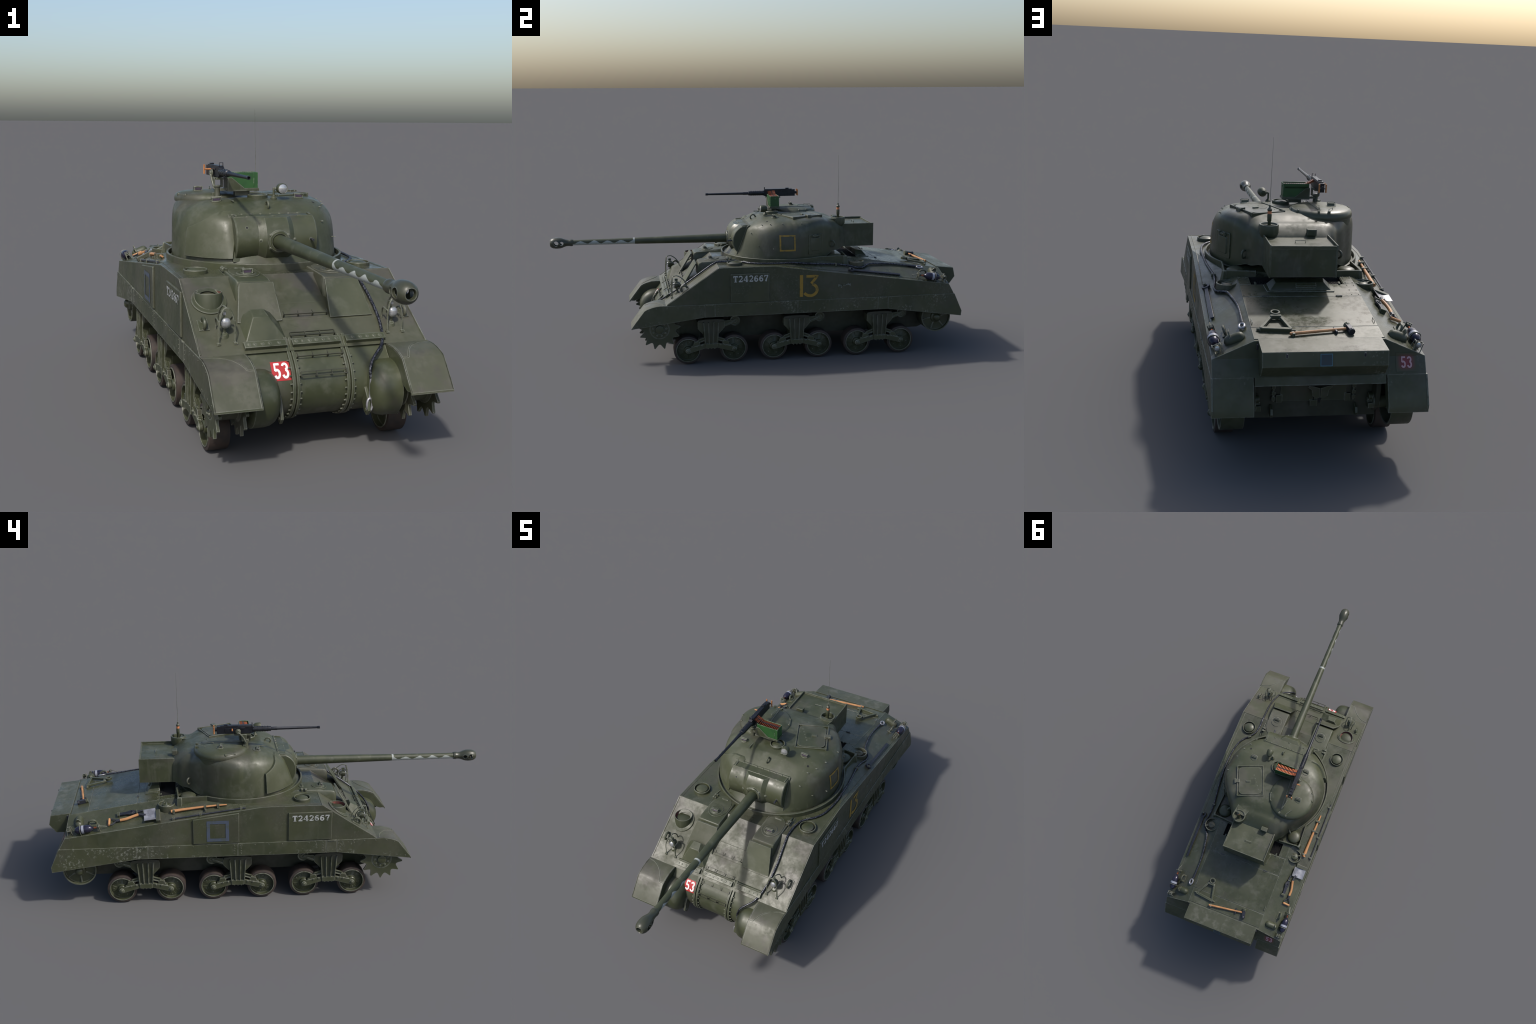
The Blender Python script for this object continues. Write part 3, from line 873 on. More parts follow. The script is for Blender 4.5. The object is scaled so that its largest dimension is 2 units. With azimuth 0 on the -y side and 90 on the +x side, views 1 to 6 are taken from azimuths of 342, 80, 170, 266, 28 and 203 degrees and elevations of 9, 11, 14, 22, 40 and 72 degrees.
# shovel
sh = M('wood', 'iron')
sh.tube(smoothpath([onS(-.2945, .674, .010), onS(-.295, .645, .012), onS(-.289, .615, .014), onS(-.2835, .592, .014)], .006), .0062, 10)
sh.tube([onS(-.2835, .594, .014), onS(-.285, .578, .012), onS(-.290, .560, .011)], .0058, 10, 'iron')
sh.tube([onS(-.2945, .672, .010), onS(-.295, .690, .010)], .0066, 10, 'iron')
for e in (-.015, .015):
    sh.tube([onS(-.295, .688, .010), onS(-.295 + e, .705, .010), onS(-.295 + e, .719, .010)], .0030, 8, 'iron')
sh.tube([onS(-.295 + e, .720, .010) for e in (-.0175, .0175)], .0054, 10)
shovel = sh.obj('shovel', tank)
k = M('blade'); k.T = on_side(-.293, .538)
nx, ny = 8, 8
for zoff, fl in ((.006, 0), (.0085, 1)):
    vs = []
    for j in range(ny + 1):
        for i in range(nx + 1):
            x = -.033 + .066 * i / nx; y = -.024 + .052 * j / ny
            ridge = .006 * max(0, 1 - abs(x) / .010) * (j / ny)
            vs.append((x, y, zoff + .010 * (x / .033) ** 2 + ridge))
    fs = [(j * (nx + 1) + i, j * (nx + 1) + i + 1, (j + 1) * (nx + 1) + i + 1, (j + 1) * (nx + 1) + i) for j in range(ny) for i in range(nx)]
    k.add(vs, fs if fl else [f[::-1] for f in fs])
k.obj('shovel_blade', shovel)
k = M('paint'); k.T = on_side(-.300, .504); k.box((0, 0, .008), (.066, .020, .016)); k.obj('shovel_clamp', shovel, bevel=.002)
# sledge hammer
k = M('wood', 'iron', 'gear')
k.T = on_deck(0, .86)
def dk(x, y, z=.010): return V((x, y - .86, z))
k.tube([dk(.093, .878), dk(0, .864), dk(-.092, .850)], lambda s_: .0052 - .0006 * s_, 10)
a = atan2(-.028, -.183)
k.T = on_deck(-.102, .853) @ Matrix.Rotation(a, 4, 'Z')
k.box((0, 0, .012), (.015, .030, .017), 'iron'); k.lathe([(0, 0), (.0105, 0), (.0115, .003), (.0115, .012), (0, .012)], (0, .014, .012), (0, 1, 0), 8, 'gear')
k.lathe([(0, 0), (.0100, 0), (.0110, .003), (.0110, .010), (0, .010)], (0, -.014, .012), (0, -1, 0), 8, 'iron')
k.T = on_deck(-.057, .862) @ Matrix.Rotation(a, 4, 'Z'); k.box((0, .006, .006), (.006, .030, .013), 'iron')
k.T = on_deck(.082, .877) @ Matrix.Rotation(a, 4, 'Z'); k.box((0, 0, .007), (.008, .017, .014), 'gear')
k.obj('sledgehammer', tank, bevel=.0008)
# gun travel lock folded on the deck
k = M('paint', 'iron')
k.T = on_deck(.132, .845)
base = [(.050, -.004), (-.050, .006)]
k.box((0, .001, .008), (.098, .012, .014), R=Matrix.Rotation(radians(-6), 3, 'Z'))
k.cyl((.060, -.006, .007), (-.062, .008, .007), .0042, n=10)
for e, q in ((.046, (.004, -.078)), (-.046, (-.026, -.080))):
    p0 = V((e, -.003 if e > 0 else .004, .008)); p1 = V((q[0], q[1], .014)); dirv = p1 - p0
    k.box((p0 + p1) / 2, (.009, dirv.length + .006, .010), R=Matrix.Rotation(atan2(-dirv.x, dirv.y), 3, 'Z'))
k.box((-.011, -.076, .013), (.036, .010, .014))
k.lathe([(.0105, -.006), (.016, -.006), (.016, .007), (.0105, .007), (.0105, -.006)], (-.012, -.095, .016), n=20)
k.obj('gun_travel_lock', tank, bevel=.0012)
# big wrench
k = M('iron', 'gear')
p0, p1 = onS(.312, .425, .005), onS(.3105, .672, .005)
k.T = on_side(.312, .55)
k.prism([(-.0065, -.115), (.0065, -.115), (.0050, .120), (-.0075, .120)], .003, .009, 'z')
k.lathe([(.007, .002), (.0155, .002), (.0155, .012), (.007, .012), (.007, .002)], (0, -.126, 0), n=18)
k.box((.002, -.136, .013), (.010, .008, .008), 'gear')
k.obj('spanner', tank, bevel=.001)
# tow cable
cp = []
def addp(x, y, lift=.006):
    if y < -.216:
        cp.append(V((x, y - .0048 * .5, zg(y) + lift)))
    else:
        cp.append(V((x, y, (zs(x, y) if y > .04 else ROOF) + lift)))
for x, y in ((.228, .735), (.2275, .69), (.230, .64), (.240, .58), (.251, .530), (.270, .506), (.285, .485), (.289, .455), (.282, .415), (.281, .36), (.290, .29), (.299, .22), (.304, .14), (.304, .07), (.293, -.01), (.272, -.055), (.245, -.085), (.222, -.118), (.213, -.165), (.213, -.205)):
    addp(x, y)
cp.append(V((.214, -.228, .4655)))
for x, y in ((.217, -.27), (.221, -.32), (.220, -.375), (.215, -.41), (.206, -.443)):
    addp(x, y, .007)
cp += [V((.190, -.476, .297)), V((.165, -.497, .279)), V((.145, -.512, .262)), V((.136, -.522, .238)), V((.136, -.527, .215))]
cab = M('rope', 'blade', 'iron')
cab.tube(smoothpath(cp, .0022), .0042, 12, 'rope', lobes=4, twist=700)
cab.tube([onS(.228, .736, .006), onS(.2285, .777, .006)], .0052, 10, 'iron')
cab.T = on_side(.230, .796)
cab.tube([(.009 * cos(2 * pi * i / 16), .015 * sin(2 * pi * i / 16), .007) for i in range(16)], .0042, 8, 'blade', closed=True)
cab.T = Matrix.Identity(4)
cab.tube([(.136, -.527, .217), (.135, -.529, .175), (.133, -.530, .160)], .0040, 10, 'blade')
cab.tube([(.131, -.531 + .004 * sin(2 * pi * i / 14), .142 + .018 * sin(2 * pi * i / 14)) if 0 else (.131 + .008 * cos(2 * pi * i / 14), -.533, .144 + .018 * sin(2 * pi * i / 14)) for i in range(14)], .0036, 8, 'blade', closed=True)
cab.obj('tow_cable', tank, smooth=60)
k = M('paint')
for x, y in ((.2815, .356), (.243, -.082)):
    p = onS(x, y, .005) if y > .04 else V((x, y, ROOF + .005))
    k.box(p, (.018, .008, .013), R=Matrix.Rotation(radians(40 if y < 0 else 0), 3, 'Z'))
k.obj('cable_clamp', hull, bevel=.001)

# ------------------------------------------------------------------ turret
TC = V((0, .13, 0)); ZB, ZT = .478, .6715
def lerp_table(tab, x):
    for (a, va), (b, vb) in zip(tab, tab[1:]):
        if a <= x <= b:
            t_ = (x - a) / (b - a); t_ = t_ * t_ * (3 - 2 * t_)
            return va + (vb - va) * t_
    return tab[-1][1] if x > tab[-1][0] else tab[0][1]
PLAN = [(-90, .272), (-30, .274), (10, .276), (36.9, .277), (52.9, .288), (64.7, .317), (69.5, .336)]
def plan_r(th):
    d_ = (th + 180) % 360 - 180
    if d_ > 90: d_ = 180 - d_
    if d_ < -90: d_ = -180 - d_
    if d_ > 69.5: return min(.336, .318 / sin(radians(d_)))
    return lerp_table(PLAN, d_)
def zbase(th):
    d_ = (th + 180) % 360 - 180
    if d_ > 90: d_ = 180 - d_
    return lerp_table([(40, 0.0), (58, .022), (70, .036), (90, .036)], d_) if d_ > 40 else 0.0
def roof_scale(y):
    return lerp_table([(.295, 1.0), (.365, .905), (.448, .770)], y) if y > .295 else 1.0
NT_, NS_ = 180, 40
vs, fs = [], []
def sstep(a, b, x):
    t_ = max(0.0, min(1.0, (x - a) / (b - a))); return t_ * t_ * (3 - 2 * t_)
def turret_pt(th, ph):
    """superellipse shoulder from wall (ph=0) to the middle of the roof (ph=90)"""
    d0 = (th + 180) % 360 - 180
    n_ = 5.0 + 5.5 * sstep(-5, 38, d0) * (1 - sstep(155, 188, d0 % 360)) if d0 > -20 else 5.0 + (5.5 * (1 - sstep(155, 188, d0 % 360)) if d0 < -90 else 0)
    cph, sph = cos(ph), sin(ph)
    rr = max(cph, 0) ** (2 / n_); hh = max(sph, 0) ** (2 / n_)
    R = plan_r(th)
    a = radians(th)
    fr = max(0.0, -sin(a)) ** 2
    k_ = .030 * (1 if n_ < 6 else .35) + .235 * fr
    H = ZT - ZB
    rr2 = rr * R * (1 - k_ * hh * (1 if rr > .02 else 0))
    x, y = rr2 * cos(a), .13 + rr2 * sin(a)
    z = ZB + hh * H
    sc = roof_scale(y)
    z = ZB + (z - ZB) * sc
    # bustle underside rises towards the rear
    if ph < .01: z = max(z, ZB + zbase(th))
    z = max(z, ZB + zbase(th) * (1 - min(1, hh * 1.2)) if zbase(th) else z)
    # front is cut by the sloping mantlet plate
    if abs(x) < .22:
        lim = -.104 + (z - .49) * .40 + .85 * (max(0, z - .610) ** 2) / .05
        if z > .4935:
            e_ = .003 + .009 * sstep(.60, .65, z)      # soft fillet where the front plate meets the roof
            y = (y + lim + sqrt((y - lim) ** 2 + e_ * e_)) / 2 if y < lim + 2.5 * e_ else y
    # crown: roof falls slightly to the front
    if z > .62: z -= .016 * max(0.0, (.07 - y) / .13) * ((z - .62) / .05)
    return (x, y, z)
def phi_s(j):
    t_ = j / NS_
    return (pi / 2) * t_
for j in range(NS_):
    for i in range(NT_):
        vs.append(turret_pt(360 * i / NT_ - 180, phi_s(j)))
for j in range(NS_ - 1):
    for i in range(NT_):
        i2 = (i + 1) % NT_
        fs.append((j * NT_ + i, j * NT_ + i2, (j + 1) * NT_ + i2, (j + 1) * NT_ + i))
top = len(vs); vs.append((0, .13, ZT))
for i in range(NT_):
    fs.append(((NS_ - 1) * NT_ + i, (NS_ - 1) * NT_ + (i + 1) % NT_, top))
bot = len(vs)
vs += [(.92 * vs[i][0], .13 + .90 * (vs[i][1] - .13), vs[i][2] - .012 if vs[i][2] < ZB + .01 else vs[i][2]) for i in range(NT_)]
for i in range(NT_):
    i2 = (i + 1) % NT_
    fs.append((bot + i, bot + i2, i2, i))
ctr = len(vs); vs.append((0, .13, ZB - .012))
for i in range(NT_):
    fs.append((ctr, bot + (i + 1) % NT_, bot + i))
tm = M('turret'); tm.add(vs, fs)
# faint casting unevenness
for i, p in enumerate(tm.v):
    nn = noise.fractal(p * 9, 1.0, 2.0, 3) * .0012
    dirv = (p - V((0, .13, .55))).normalized()
    tm.v[i] = p + dirv * nn
turret = tm.obj('turret', tank, smooth=50)
TB = BVHTree.FromPolygons([tuple(p) for p in tm.v], tm.f)
def troof(x, y):
    hit = TB.ray_cast(V((x, y, 1)), V((0, 0, -1)))
    return hit[0], hit[1]
def troof_frame(x, y, rot=0.0, flat=0.0):
    p, nrm = troof(x, y)
    nrm = nrm.lerp(V((0, 0, 1)), flat).normalized()
    xa = V((cos(rot), sin(rot), 0)); xa = (xa - nrm * xa.dot(nrm)).normalized()
    return axes(p, xa, nrm.cross(xa), nrm)

# bustle stowage box
k = M('turret', 'deck')
x, y0, y1, z0, z1 = .114, .430, .590, .511, .6195
k.box((0, (y0 + y1 - .002) / 2, (z0 + z1 - .006) / 2), (2 * x, y1 - y0 - .002, z1 - z0 - .006), 'turret')
for s in (1, -1):
    k.box((s * (x + .0012), (y0 + y1) / 2, (z0 + z1) / 2 + .001), (.0045, y1 - y0, z1 - z0 + .006), 'turret')
k.box((0, y1 - .0035, z1 - .004), (2 * x - .002, .004, .010), 'turret')
z1 -= .006
bx = k.obj('stowage_box', turret, bevel=.001)
k = M('gear')
k.tube([(-.018, .515, z1), (-.018, .515, z1 + .0085), (.018, .515, z1 + .0085), (.018, .515, z1)], .0013, 6)
k.obj('handle', turret)
k = M('turret'); k.box((-.056, .428, .632), (.034, .022, .022)); k.obj('bracket', turret, bevel=.0015)
# antenna pot, base and whip
k = M('turret')
k.lathe([(0, .600), (.020, .604), (.029, .612), (.0345, .628), (.035, .655), (.034, .657), (.0295, .657), (.0285, .655), (.0275, .636), (0, .634)], (.095, .412, 0), n=32)
k.prism([(.070, .405), (.060, .36), (.115, .345), (.125, .39)], .62, .652, 'z', poly2=[(.066, .405), (.052, .355), (.118, .34), (.128, .395)])
k.obj('antenna_socket', turret, smooth=45)
k = M('paint', 'lamp_glow')
k.lathe([(.010, .634), (.010, .640), (.0062, .644), (.0055, .665), (.0075, .668), (.0082, .690), (.0070, .694)], (.095, .412, 0), n=14)
k.lathe([(.0072, .694), (.0072, .704)], (.095, .412, 0), n=14, mat='lamp_glow')
k.lathe([(.0072, .704), (.0085, .706), (.0085, .711), (.004, .716), (.003, .726), (0, .727)], (.095, .412, 0), n=14)
k.tube([(.095, .412, .72), (.094, .4125, .80), (.093, .413, .88), (.092, .4135, .963)], lambda s_: .0010 - .0007 * s_, 6)
k.obj('antenna', turret)

# mantlet: rotor plate + three-step cylinder
fp = M('turret')
def fplane(z, off=0.0): return -.104 + (z - .49) * .40 - off
poly = [(fplane(.490, .003), .490), (fplane(.626, .003), .626), (-.040, .6335), (-.02, .60), (-.06, .490)]
fp.prism(poly, -.140, .134, 'x')
for i in range(9):
    x_ = -.125 + .25 * i / 8
    fp.lathe([(.0045, 0), (.0045, .002), (.002, .0035), (0, .0035)], (x_, -.0445, .6300), (0, -.60, .80), 10)
fp.obj('rotor_frame', turret, bevel=.003, seg=3)
MY, MZ = -.045, .555
def mprof(r, a1=-62, n=26):
    a0 = math.degrees(math.asin(.0705 / r))
    arc = [(MY - r * cos(radians(a0 + (a1 - a0) * i / n)), MZ + r * sin(radians(a0 + (a1 - a0) * i / n))) for i in range(n + 1)]
    return [(-.040, .6230), (-.076, .6255)] + arc + [(-.082, .4945), (-.060, .50)]
mt = M('turret', 'iron', 'void')
xs = [-.133, -.130, -.061, -.060, -.040, -.039, .034, .035, .053, .054, .129, .132]
rs = [.0755, .0785, .0785, .0790, .0905, .0910, .0910, .0905, .0790, .0785, .0785, .0755]
rows = [mprof(r) for r in rs]
vs = [(x_, y_, z_) for x_, row in zip(xs, rows) for y_, z_ in row]
nn = len(rows[0])
fs = [(i * nn + j, (i + 1) * nn + j, (i + 1) * nn + j + 1, i * nn + j + 1) for i in range(len(xs) - 1) for j in range(nn - 1)]
fs = [f[::-1] for f in fs]
fs += [list(range(nn)), [(len(xs) - 1) * nn + j for j in range(nn)][::-1]]
# closed back
fs += [(i * nn + nn - 1, (i + 1) * nn + nn - 1, (i + 1) * nn, i * nn)[::-1] for i in range(len(xs) - 1)]
mt.add(vs, fs, 'turret')
# gun collar and bolts, coaxial gun, sight hole
mt.lathe([(.0345, .075), (.0345, .0925), (.032, .0955), (.0245, .0955), (.0235, .085)], (0, MY, .553), (0, -1, 0), 36)
for a in (35, 145, 215, 325):
    p = V((.034 * cos(radians(a)), MY - .0905, .553 + .034 * sin(radians(a))))
    mt.lathe([(.0045, -.004), (.0045, .002), (.002, .004), (0, .004)], p, (0, -1, 0), 12)
for x_ in (-.056, .054):
    mt.lathe([(.0042, -.004), (.0042, .002), (.002, .004), (0, .004)], (x_, MY - .0795, .557), (0, -1, 0), 12)
mt.cyl((.109, -.11, .556), (.109, -.146, .556), .0042, n=12, mat='iron')
mt.lathe([(.0022, -.001), (0, -.001)], (.109, -.1465, .556), (0, -1, 0), 8, 'void')
mt.cyl((-.098, MY - .0650, .5950), (-.098, MY - .0675, .5965), .0036, n=12, mat='void')
mant = mt.obj('mantlet', turret, smooth=24, bevel=.0012)
# upper apron over the mantlet
k = M('turret')
up = [(-.0800, .6268), (-.040, .6305), (-.030, .6305), (-.05, .610), (-.079, .615)]
k.prism(up, -.1315, .1305, 'x')
for i in range(3):
    k.box((-.085 + .085 * i, -.077, .6270), (.012, .006, .004))
k.obj('mantlet_apron', turret, bevel=.002)
k = M('turret')
for s in (1, -1):
    k.box((s * .122, -.062, .6300), (.006, .026, .004), R=Matrix.Rotation(radians(5), 3, 'X'))
k.obj('apron_clip', turret, bevel=.001)

# gun
k = M('barrel')
GZ = .552
k.lathe([(.0228, .09), (.0220, .16), (.0205, .28), (.0160, .58), (.0155, .592), (.0151, .60), (.0131, .895), (.0131, .897)], (0, 0, GZ), (0, -1, 0), 32)
gun = k.obj('gun_barrel', turret, smooth=50)
k = M('brake')
k.lathe([(0, .890), (.0165, .892), (.0172, .897), (.0172, .904), (.0160, .907), (.0160, .918), (.0170, .924), (.0195, .932), (.0232, .941), (.0260, .951), (.0272, .963), (.0268, .975), (.0248, .986), (.0212, .9935), (.0170, .9985), (.0140, 1.0), (.0128, .9985), (.0120, .995), (.0120, .988), (.0185, .982), (.0185, .948), (.0120, .942), (0, .942)], (0, 0, GZ), (0, -1, 0), 40)
brake = k.obj('muzzle_brake', turret, smooth=50)
cuts = []
for y_, r_ in ((-.9445, .0090), (-.9705, .0118)):
    c_ = M('void'); c_.cyl((-.06, y_, GZ), (.06, y_, GZ), r_, n=24)
    cuts.append(c_.obj('cutter'))
apply_boolean(brake, cuts)

# left cheek armour plate following the turret wall
def wall(az_x, z, off=0.0):
    """point on the turret wall seen from the axis, pushed outward"""
    pass
def wall_hit(P_, d_):
    hit = TB.ray_cast(V(P_), V(d_).normalized())
    return hit[0], hit[1]
k = M('plate')
A = [(-.139, .500, .634), (-.160, .4995, .641), (-.180, .499, .641), (-.200, .4985, .640), (-.215, .498, .625), (-.231, .498, .606), (-.240, .4975, .598), (-.252, .497, .587)]
nu, nv = 14, 10
def cheek_edge(u):
    x_ = -.139 - .115 * u
    for (xa, za, ta), (xb, zb, tb) in zip(A, A[1:]):
        if xb <= x_ <= xa:
            q = (x_ - xa) / (xb - xa); return x_, za + (zb - za) * q, ta + (tb - ta) * q
    return A[-1]
grid = []
for j in range(nv + 1):
    for i in range(nu + 1):
        x_, zl, zt_ = cheek_edge(i / nu)
        z_ = zl + (zt_ - zl) * j / nv
        a = atan2(-sqrt(max(0.0, .272 ** 2 - x_ * x_)), x_)
        o = V((0, .13, z_)); d_ = V((cos(a), sin(a), 0))
        hit, nrm = wall_hit(o + d_ * .6, -d_)
        grid.append((hit, d_))
outer = [h_ + d_ * .013 for h_, d_ in grid]; inner = [h_ - d_ * .004 for h_, d_ in grid]
N1 = nu + 1
vs = outer + inner; off = len(outer); fs = []
for j in range(nv):
    for i in range(nu):
        q = (j * N1 + i, j * N1 + i + 1, (j + 1) * N1 + i + 1, (j + 1) * N1 + i)
        fs.append(q[::-1])
rim = [i for i in range(N1)] + [j * N1 + nu for j in range(1, nv + 1)] + [nv * N1 + i for i in range(nu - 1, -1, -1)] + [j * N1 for j in range(nv - 1, 0, -1)]
for a, b in zip(rim, rim[1:] + rim[:1]):
    fs.append((a, b, off + b, off + a))
k.add(vs, fs)
k.obj('cheek_armour_plate', turret, smooth=30, bevel=.0015)

# commander's cupola
k = M('turret', 'iron')
c = V((-.130, .221, 0))
k.lathe([(.1140, .585), (.1150, .640), (.1150, .6530), (.1185, .6535), (.1198, .6570), (.1198, .664), (.1180, .6720), (.1130, .6785), (.1050, .6825), (.0960, .6840), (.0945, .6846), (.050, .6870), (0, .6880)], c, n=72)
cup = k.obj('cupola', turret, smooth=40)
k = M('turret', 'gear')
# split line, hinges, catches
k.box((c.x + .030, c.y, .6880), (.0022, .186, .0016), 'gear', R=Matrix.Rotation(radians(4), 3, 'Z'))
for a0 in (200, 20):
    for da in (-11, 11):
        a = radians(a0 + da); p = c + V((.112 * cos(a), .112 * sin(a), .676))
        k.ball(p, (.0062, .0062, .0075), 'turret', 10, 8)
    a1, a2 = radians(a0 - 9), radians(a0 + 9)
    k.cyl(c + V((.112 * cos(a1), .112 * sin(a1), .676)), c + V((.112 * cos(a2), .112 * sin(a2), .676)), .0048, n=10)
for a0 in (-98, 95, 75):
    a = radians(a0); p = c + V((.108 * cos(a), .108 * sin(a), .683)); k.box(p, (.012, .008, .011), R=Matrix.Rotation(a, 3, 'Z'))
k.tube([(c.x - .03, c.y + .07, .686), (c.x - .03, c.y + .07, .694), (c.x - .01, c.y + .10, .694), (c.x - .01, c.y + .10, .684)], .0013, 6, 'gear')
k.tube([(c.x + .012, c.y + .03, .687), (c.x + .012, c.y + .03, .695), (c.x + .022, c.y + .085, .695), (c.x + .022, c.y + .085, .686)], .0013, 6, 'gear')
k.obj('cupola_fitting', turret, bevel=.0008)
periscope(turret, (-.170, .226, .6865), .028, .015, radians(-2))
# loader / gunner periscopes
def rp(x, y, rot=0, z=0.0):
    m = troof_frame(x, y, rot, .4)
    ob = periscope(turret, (0, 0, 0), .030, .014)
    ob.data.transform(m @ Matrix.Translation((0, 0, z)))
rp(.140, .084, radians(-4)); rp(-.150, .060, radians(-4))
# ventilator dome in a ring
k = M('turret')
k.lathe([(.034, .655), (.034, .6795), (.0325, .6815), (.0305, .6815), (.0295, .679), (.0295, .668), (0, .668)], (.000, .090, 0), n=36)
k.lathe([(.026, .664), (.026, .674), (.022, .6785), (.012, .6815), (0, .6825)], (.000, .090, 0), n=30)
k.obj('ventilator', turret)
# lifting rings
def lift_ring(m, r_=.0115, tube=.0038):
    k = M('turret'); k.T = m
    k.tube(smoothpath([(0, -r_, -.004), (0, -r_ * 1.05, r_ * .8), (0, -r_ * .4, r_ * 1.45), (0, r_ * .4, r_ * 1.45), (0, r_ * 1.05, r_ * .8), (0, r_, -.004)], .002), tube, 10)
    k.obj('lifting_ring', turret)
lift_ring(troof_frame(.003, -.002, 0), .0115, .0036)
for s in (1, -1):
    d_ = V((s * .60, .80, 0)).normalized()
    hit, nrm = wall_hit(V((s * .175, .366, .535)) + d_ * .3, -d_)
    lift_ring(axes(hit + V((0, 0, 0)), V((0, 0, 1)).cross(nrm).normalized().cross(nrm) * 0 + nrm.cross(V((0, 0, 1))).normalized(), V((0, 0, 1)), nrm), .0125, .0042)
# small rod and wall studs
k = M('gear')
p, n_ = troof(-.103, .035); k.tube([p + V((0, .020, .003)), p + V((-.002, -.018, .004))], .0022, 8)
for x_, y_, z_ in ((.24, -.02, .64), (.262, .03, .645), (.27, .10, .648), (.24, -.02, .545), (.265, .055, .535), (.20, -.06, .60), (.272, .20, .65)):
    d_ = V((x_, y_ - .13, 0)).normalized()
    hit, nrm = wall_hit(V((0, .13, z_)) + d_ * .6, -d_)
    k.cyl(hit, hit + nrm * .006, .0016, n=6); k.box(hit + nrm * .004, (.008, .003, .002))
k.obj('camouflage_stud', turret, kind='stuff')
k = M('void')
for x_, y_, z_ in ((.232, .01, .655), (-.05, .255, .0)):
    if z_ > .1:
        d_ = V((x_, y_ - .13, 0)).normalized(); hit, nrm = wall_hit(V((0, .13, z_)) + d_ * .6, -d_)
        k.cyl(hit - nrm * .002, hit + nrm * .0008, .0052, n=14)
k.obj('sight_hole', turret)
# spot lamp
k = M('turret', 'lens')
c = V((.066, .040, .703)); ax = V((.05, -1, .02))
k.lathe([(0, -.020), (.010, -.018), (.0165, -.008), (.0175, .004), (.0175, .014), (.0160, .0165), (.0150, .015)], c, ax, 24)
k.lathe([(.0155, .0145), (.008, .0175), (0, .0185)], c, ax, 24, 'lens')
k.lathe([(.011, .655), (.011, .672), (.006, .678), (.0035, .680), (.0035, .705), (0, .706)], (.044, .052, 0), n=14)
k.cyl((.044, .052, .703), (.056, .045, .703), .004, n=10)
k.obj('spot_lamp', turret)
# loader's hatch: square frame turned by 21.5 degrees, rounded lid
hm = Matrix.Translation((.110, .2145, .6680)) @ Matrix.Rotation(radians(21.5), 4, 'Z')
k = M('turret'); k.T = hm
fw, fh, ft = .0715, .0855, .0055
for sx in (1, -1):
    k.box((sx * (fw - ft / 2), 0, .0), (ft, 2 * fh, .019))
for sy in (1, -1):
    k.box((0, sy * (fh - ft / 2), -.001), (2 * fw - 2 * ft - .0004, ft, .0172))
k.obj('hatch_frame', turret, bevel=.0012)
k = M('turret', 'under'); k.T = hm
def rrect(a, b, r_, n=6):
    out = []
    for cx_, cy_, a0 in ((a - r_, b - r_, 0), (-a + r_, b - r_, 90), (-a + r_, -b + r_, 180), (a - r_, -b + r_, 270)):
        out += [(cx_ + r_ * cos(radians(a0 + 90 * i / n)), cy_ + r_ * sin(radians(a0 + 90 * i / n))) for i in range(n + 1)]
    return out
k.prism(rrect(.062, .076, .024), -.004, .0075, 'z')
k.box((.010, .004, .0095), (.022, .009, .006))
for i in range(5):
    k.cyl((-.045 + .006 * i, .05 - .02 * i, .007), (-.045 + .006 * i, .05 - .02 * i, .0088), .0022, n=8)
k.box((.070, .002, .008), (.026, .019, .014)); k.box((.080, .002, .004), (.010, .024, .018))
k.obj('hatch_lid', turret, bevel=.0015)
k = M('stain'); k.T = hm; k.box((-.016, .006, .0077), (.022, .030, .0008)); k.obj('hatch_stain', turret)
# pistol port in the right rear wall
d_ = V((.245, .268 - .13, 0)).normalized()
hit, nrm = wall_hit(V((0, .13, .548)) + d_ * .6, -d_)
tx = nrm.cross(V((0, 0, 1))).normalized() * -1
tx.z = 0; tx.normalize(); zz_ = V((0, 0, 1)); nn_ = tx.cross(zz_)
if nn_.dot(nrm) < 0: tx = -tx; nn_ = tx.cross(zz_)
k = M('turret', 'gear'); k.T = axes(hit - nn_ * .003, tx, zz_, nn_)
k.prism(rrect(.043, .048, .006, 3), -.012, .004, 'z')
k.prism(rrect(.028, .034, .006, 3), .003, .009, 'z', poly2=[(a * .9, b * .92) for a, b in rrect(.028, .034, .006, 3)])
k.cyl((-.022, .040, .008), (.026, .040, .008), .0050, n=12)
for x_ in (-.014, .020):
    k.box((x_, .042, .008), (.010, .014, .013))
k.obj('pistol_port', turret, bevel=.0015)

# ------------------------------------------------------------------ machine gun and ammunition box
GX_, GZ_ = -.128, .757
k = M('gun')
k.box((GX_, .158, .757), (.019, .156, .034)); k.box((GX_, .150, .7755), (.017, .140, .004))
k.box((GX_, .196, .779), (.012, .016, .006))
k.prism([(.079, .742), (.079, .775), (.070, .770), (.070, .745)], GX_ - .009, GX_ + .009, 'x')
k.tube([(GX_ - .006, .078, .774), (GX_ - .006, .078, .787), (GX_ + .006, .078, .787), (GX_ + .006, .078, .774)], .0016, 6)
k.cyl((GX_, .235, .757), (GX_, .248, .757), .007, n=14)
k.box((GX_ - .0105, .17, .756), (.002, .06, .02)); k.box((GX_ - .0105, .13, .765), (.003, .04, .006))
mg = k.obj('machine_gun', tank, bevel=.0012)
k = M('gun')
k.lathe([(0, -.075), (.0118, -.075), (.0118, -.030), (.0112, .002), (.0108, .006), (.0075, .008), (.0078, .032), (.0066, .036), (.0048, .225), (.0048, .214), (.0060, .216), (.0060, .227), (.0034, .227), (.0030, .215), (0, .215)], (GX_, 0, GZ_), (0, -1, 0), 18)
k.obj('gun_tube', mg)
k = M('void')
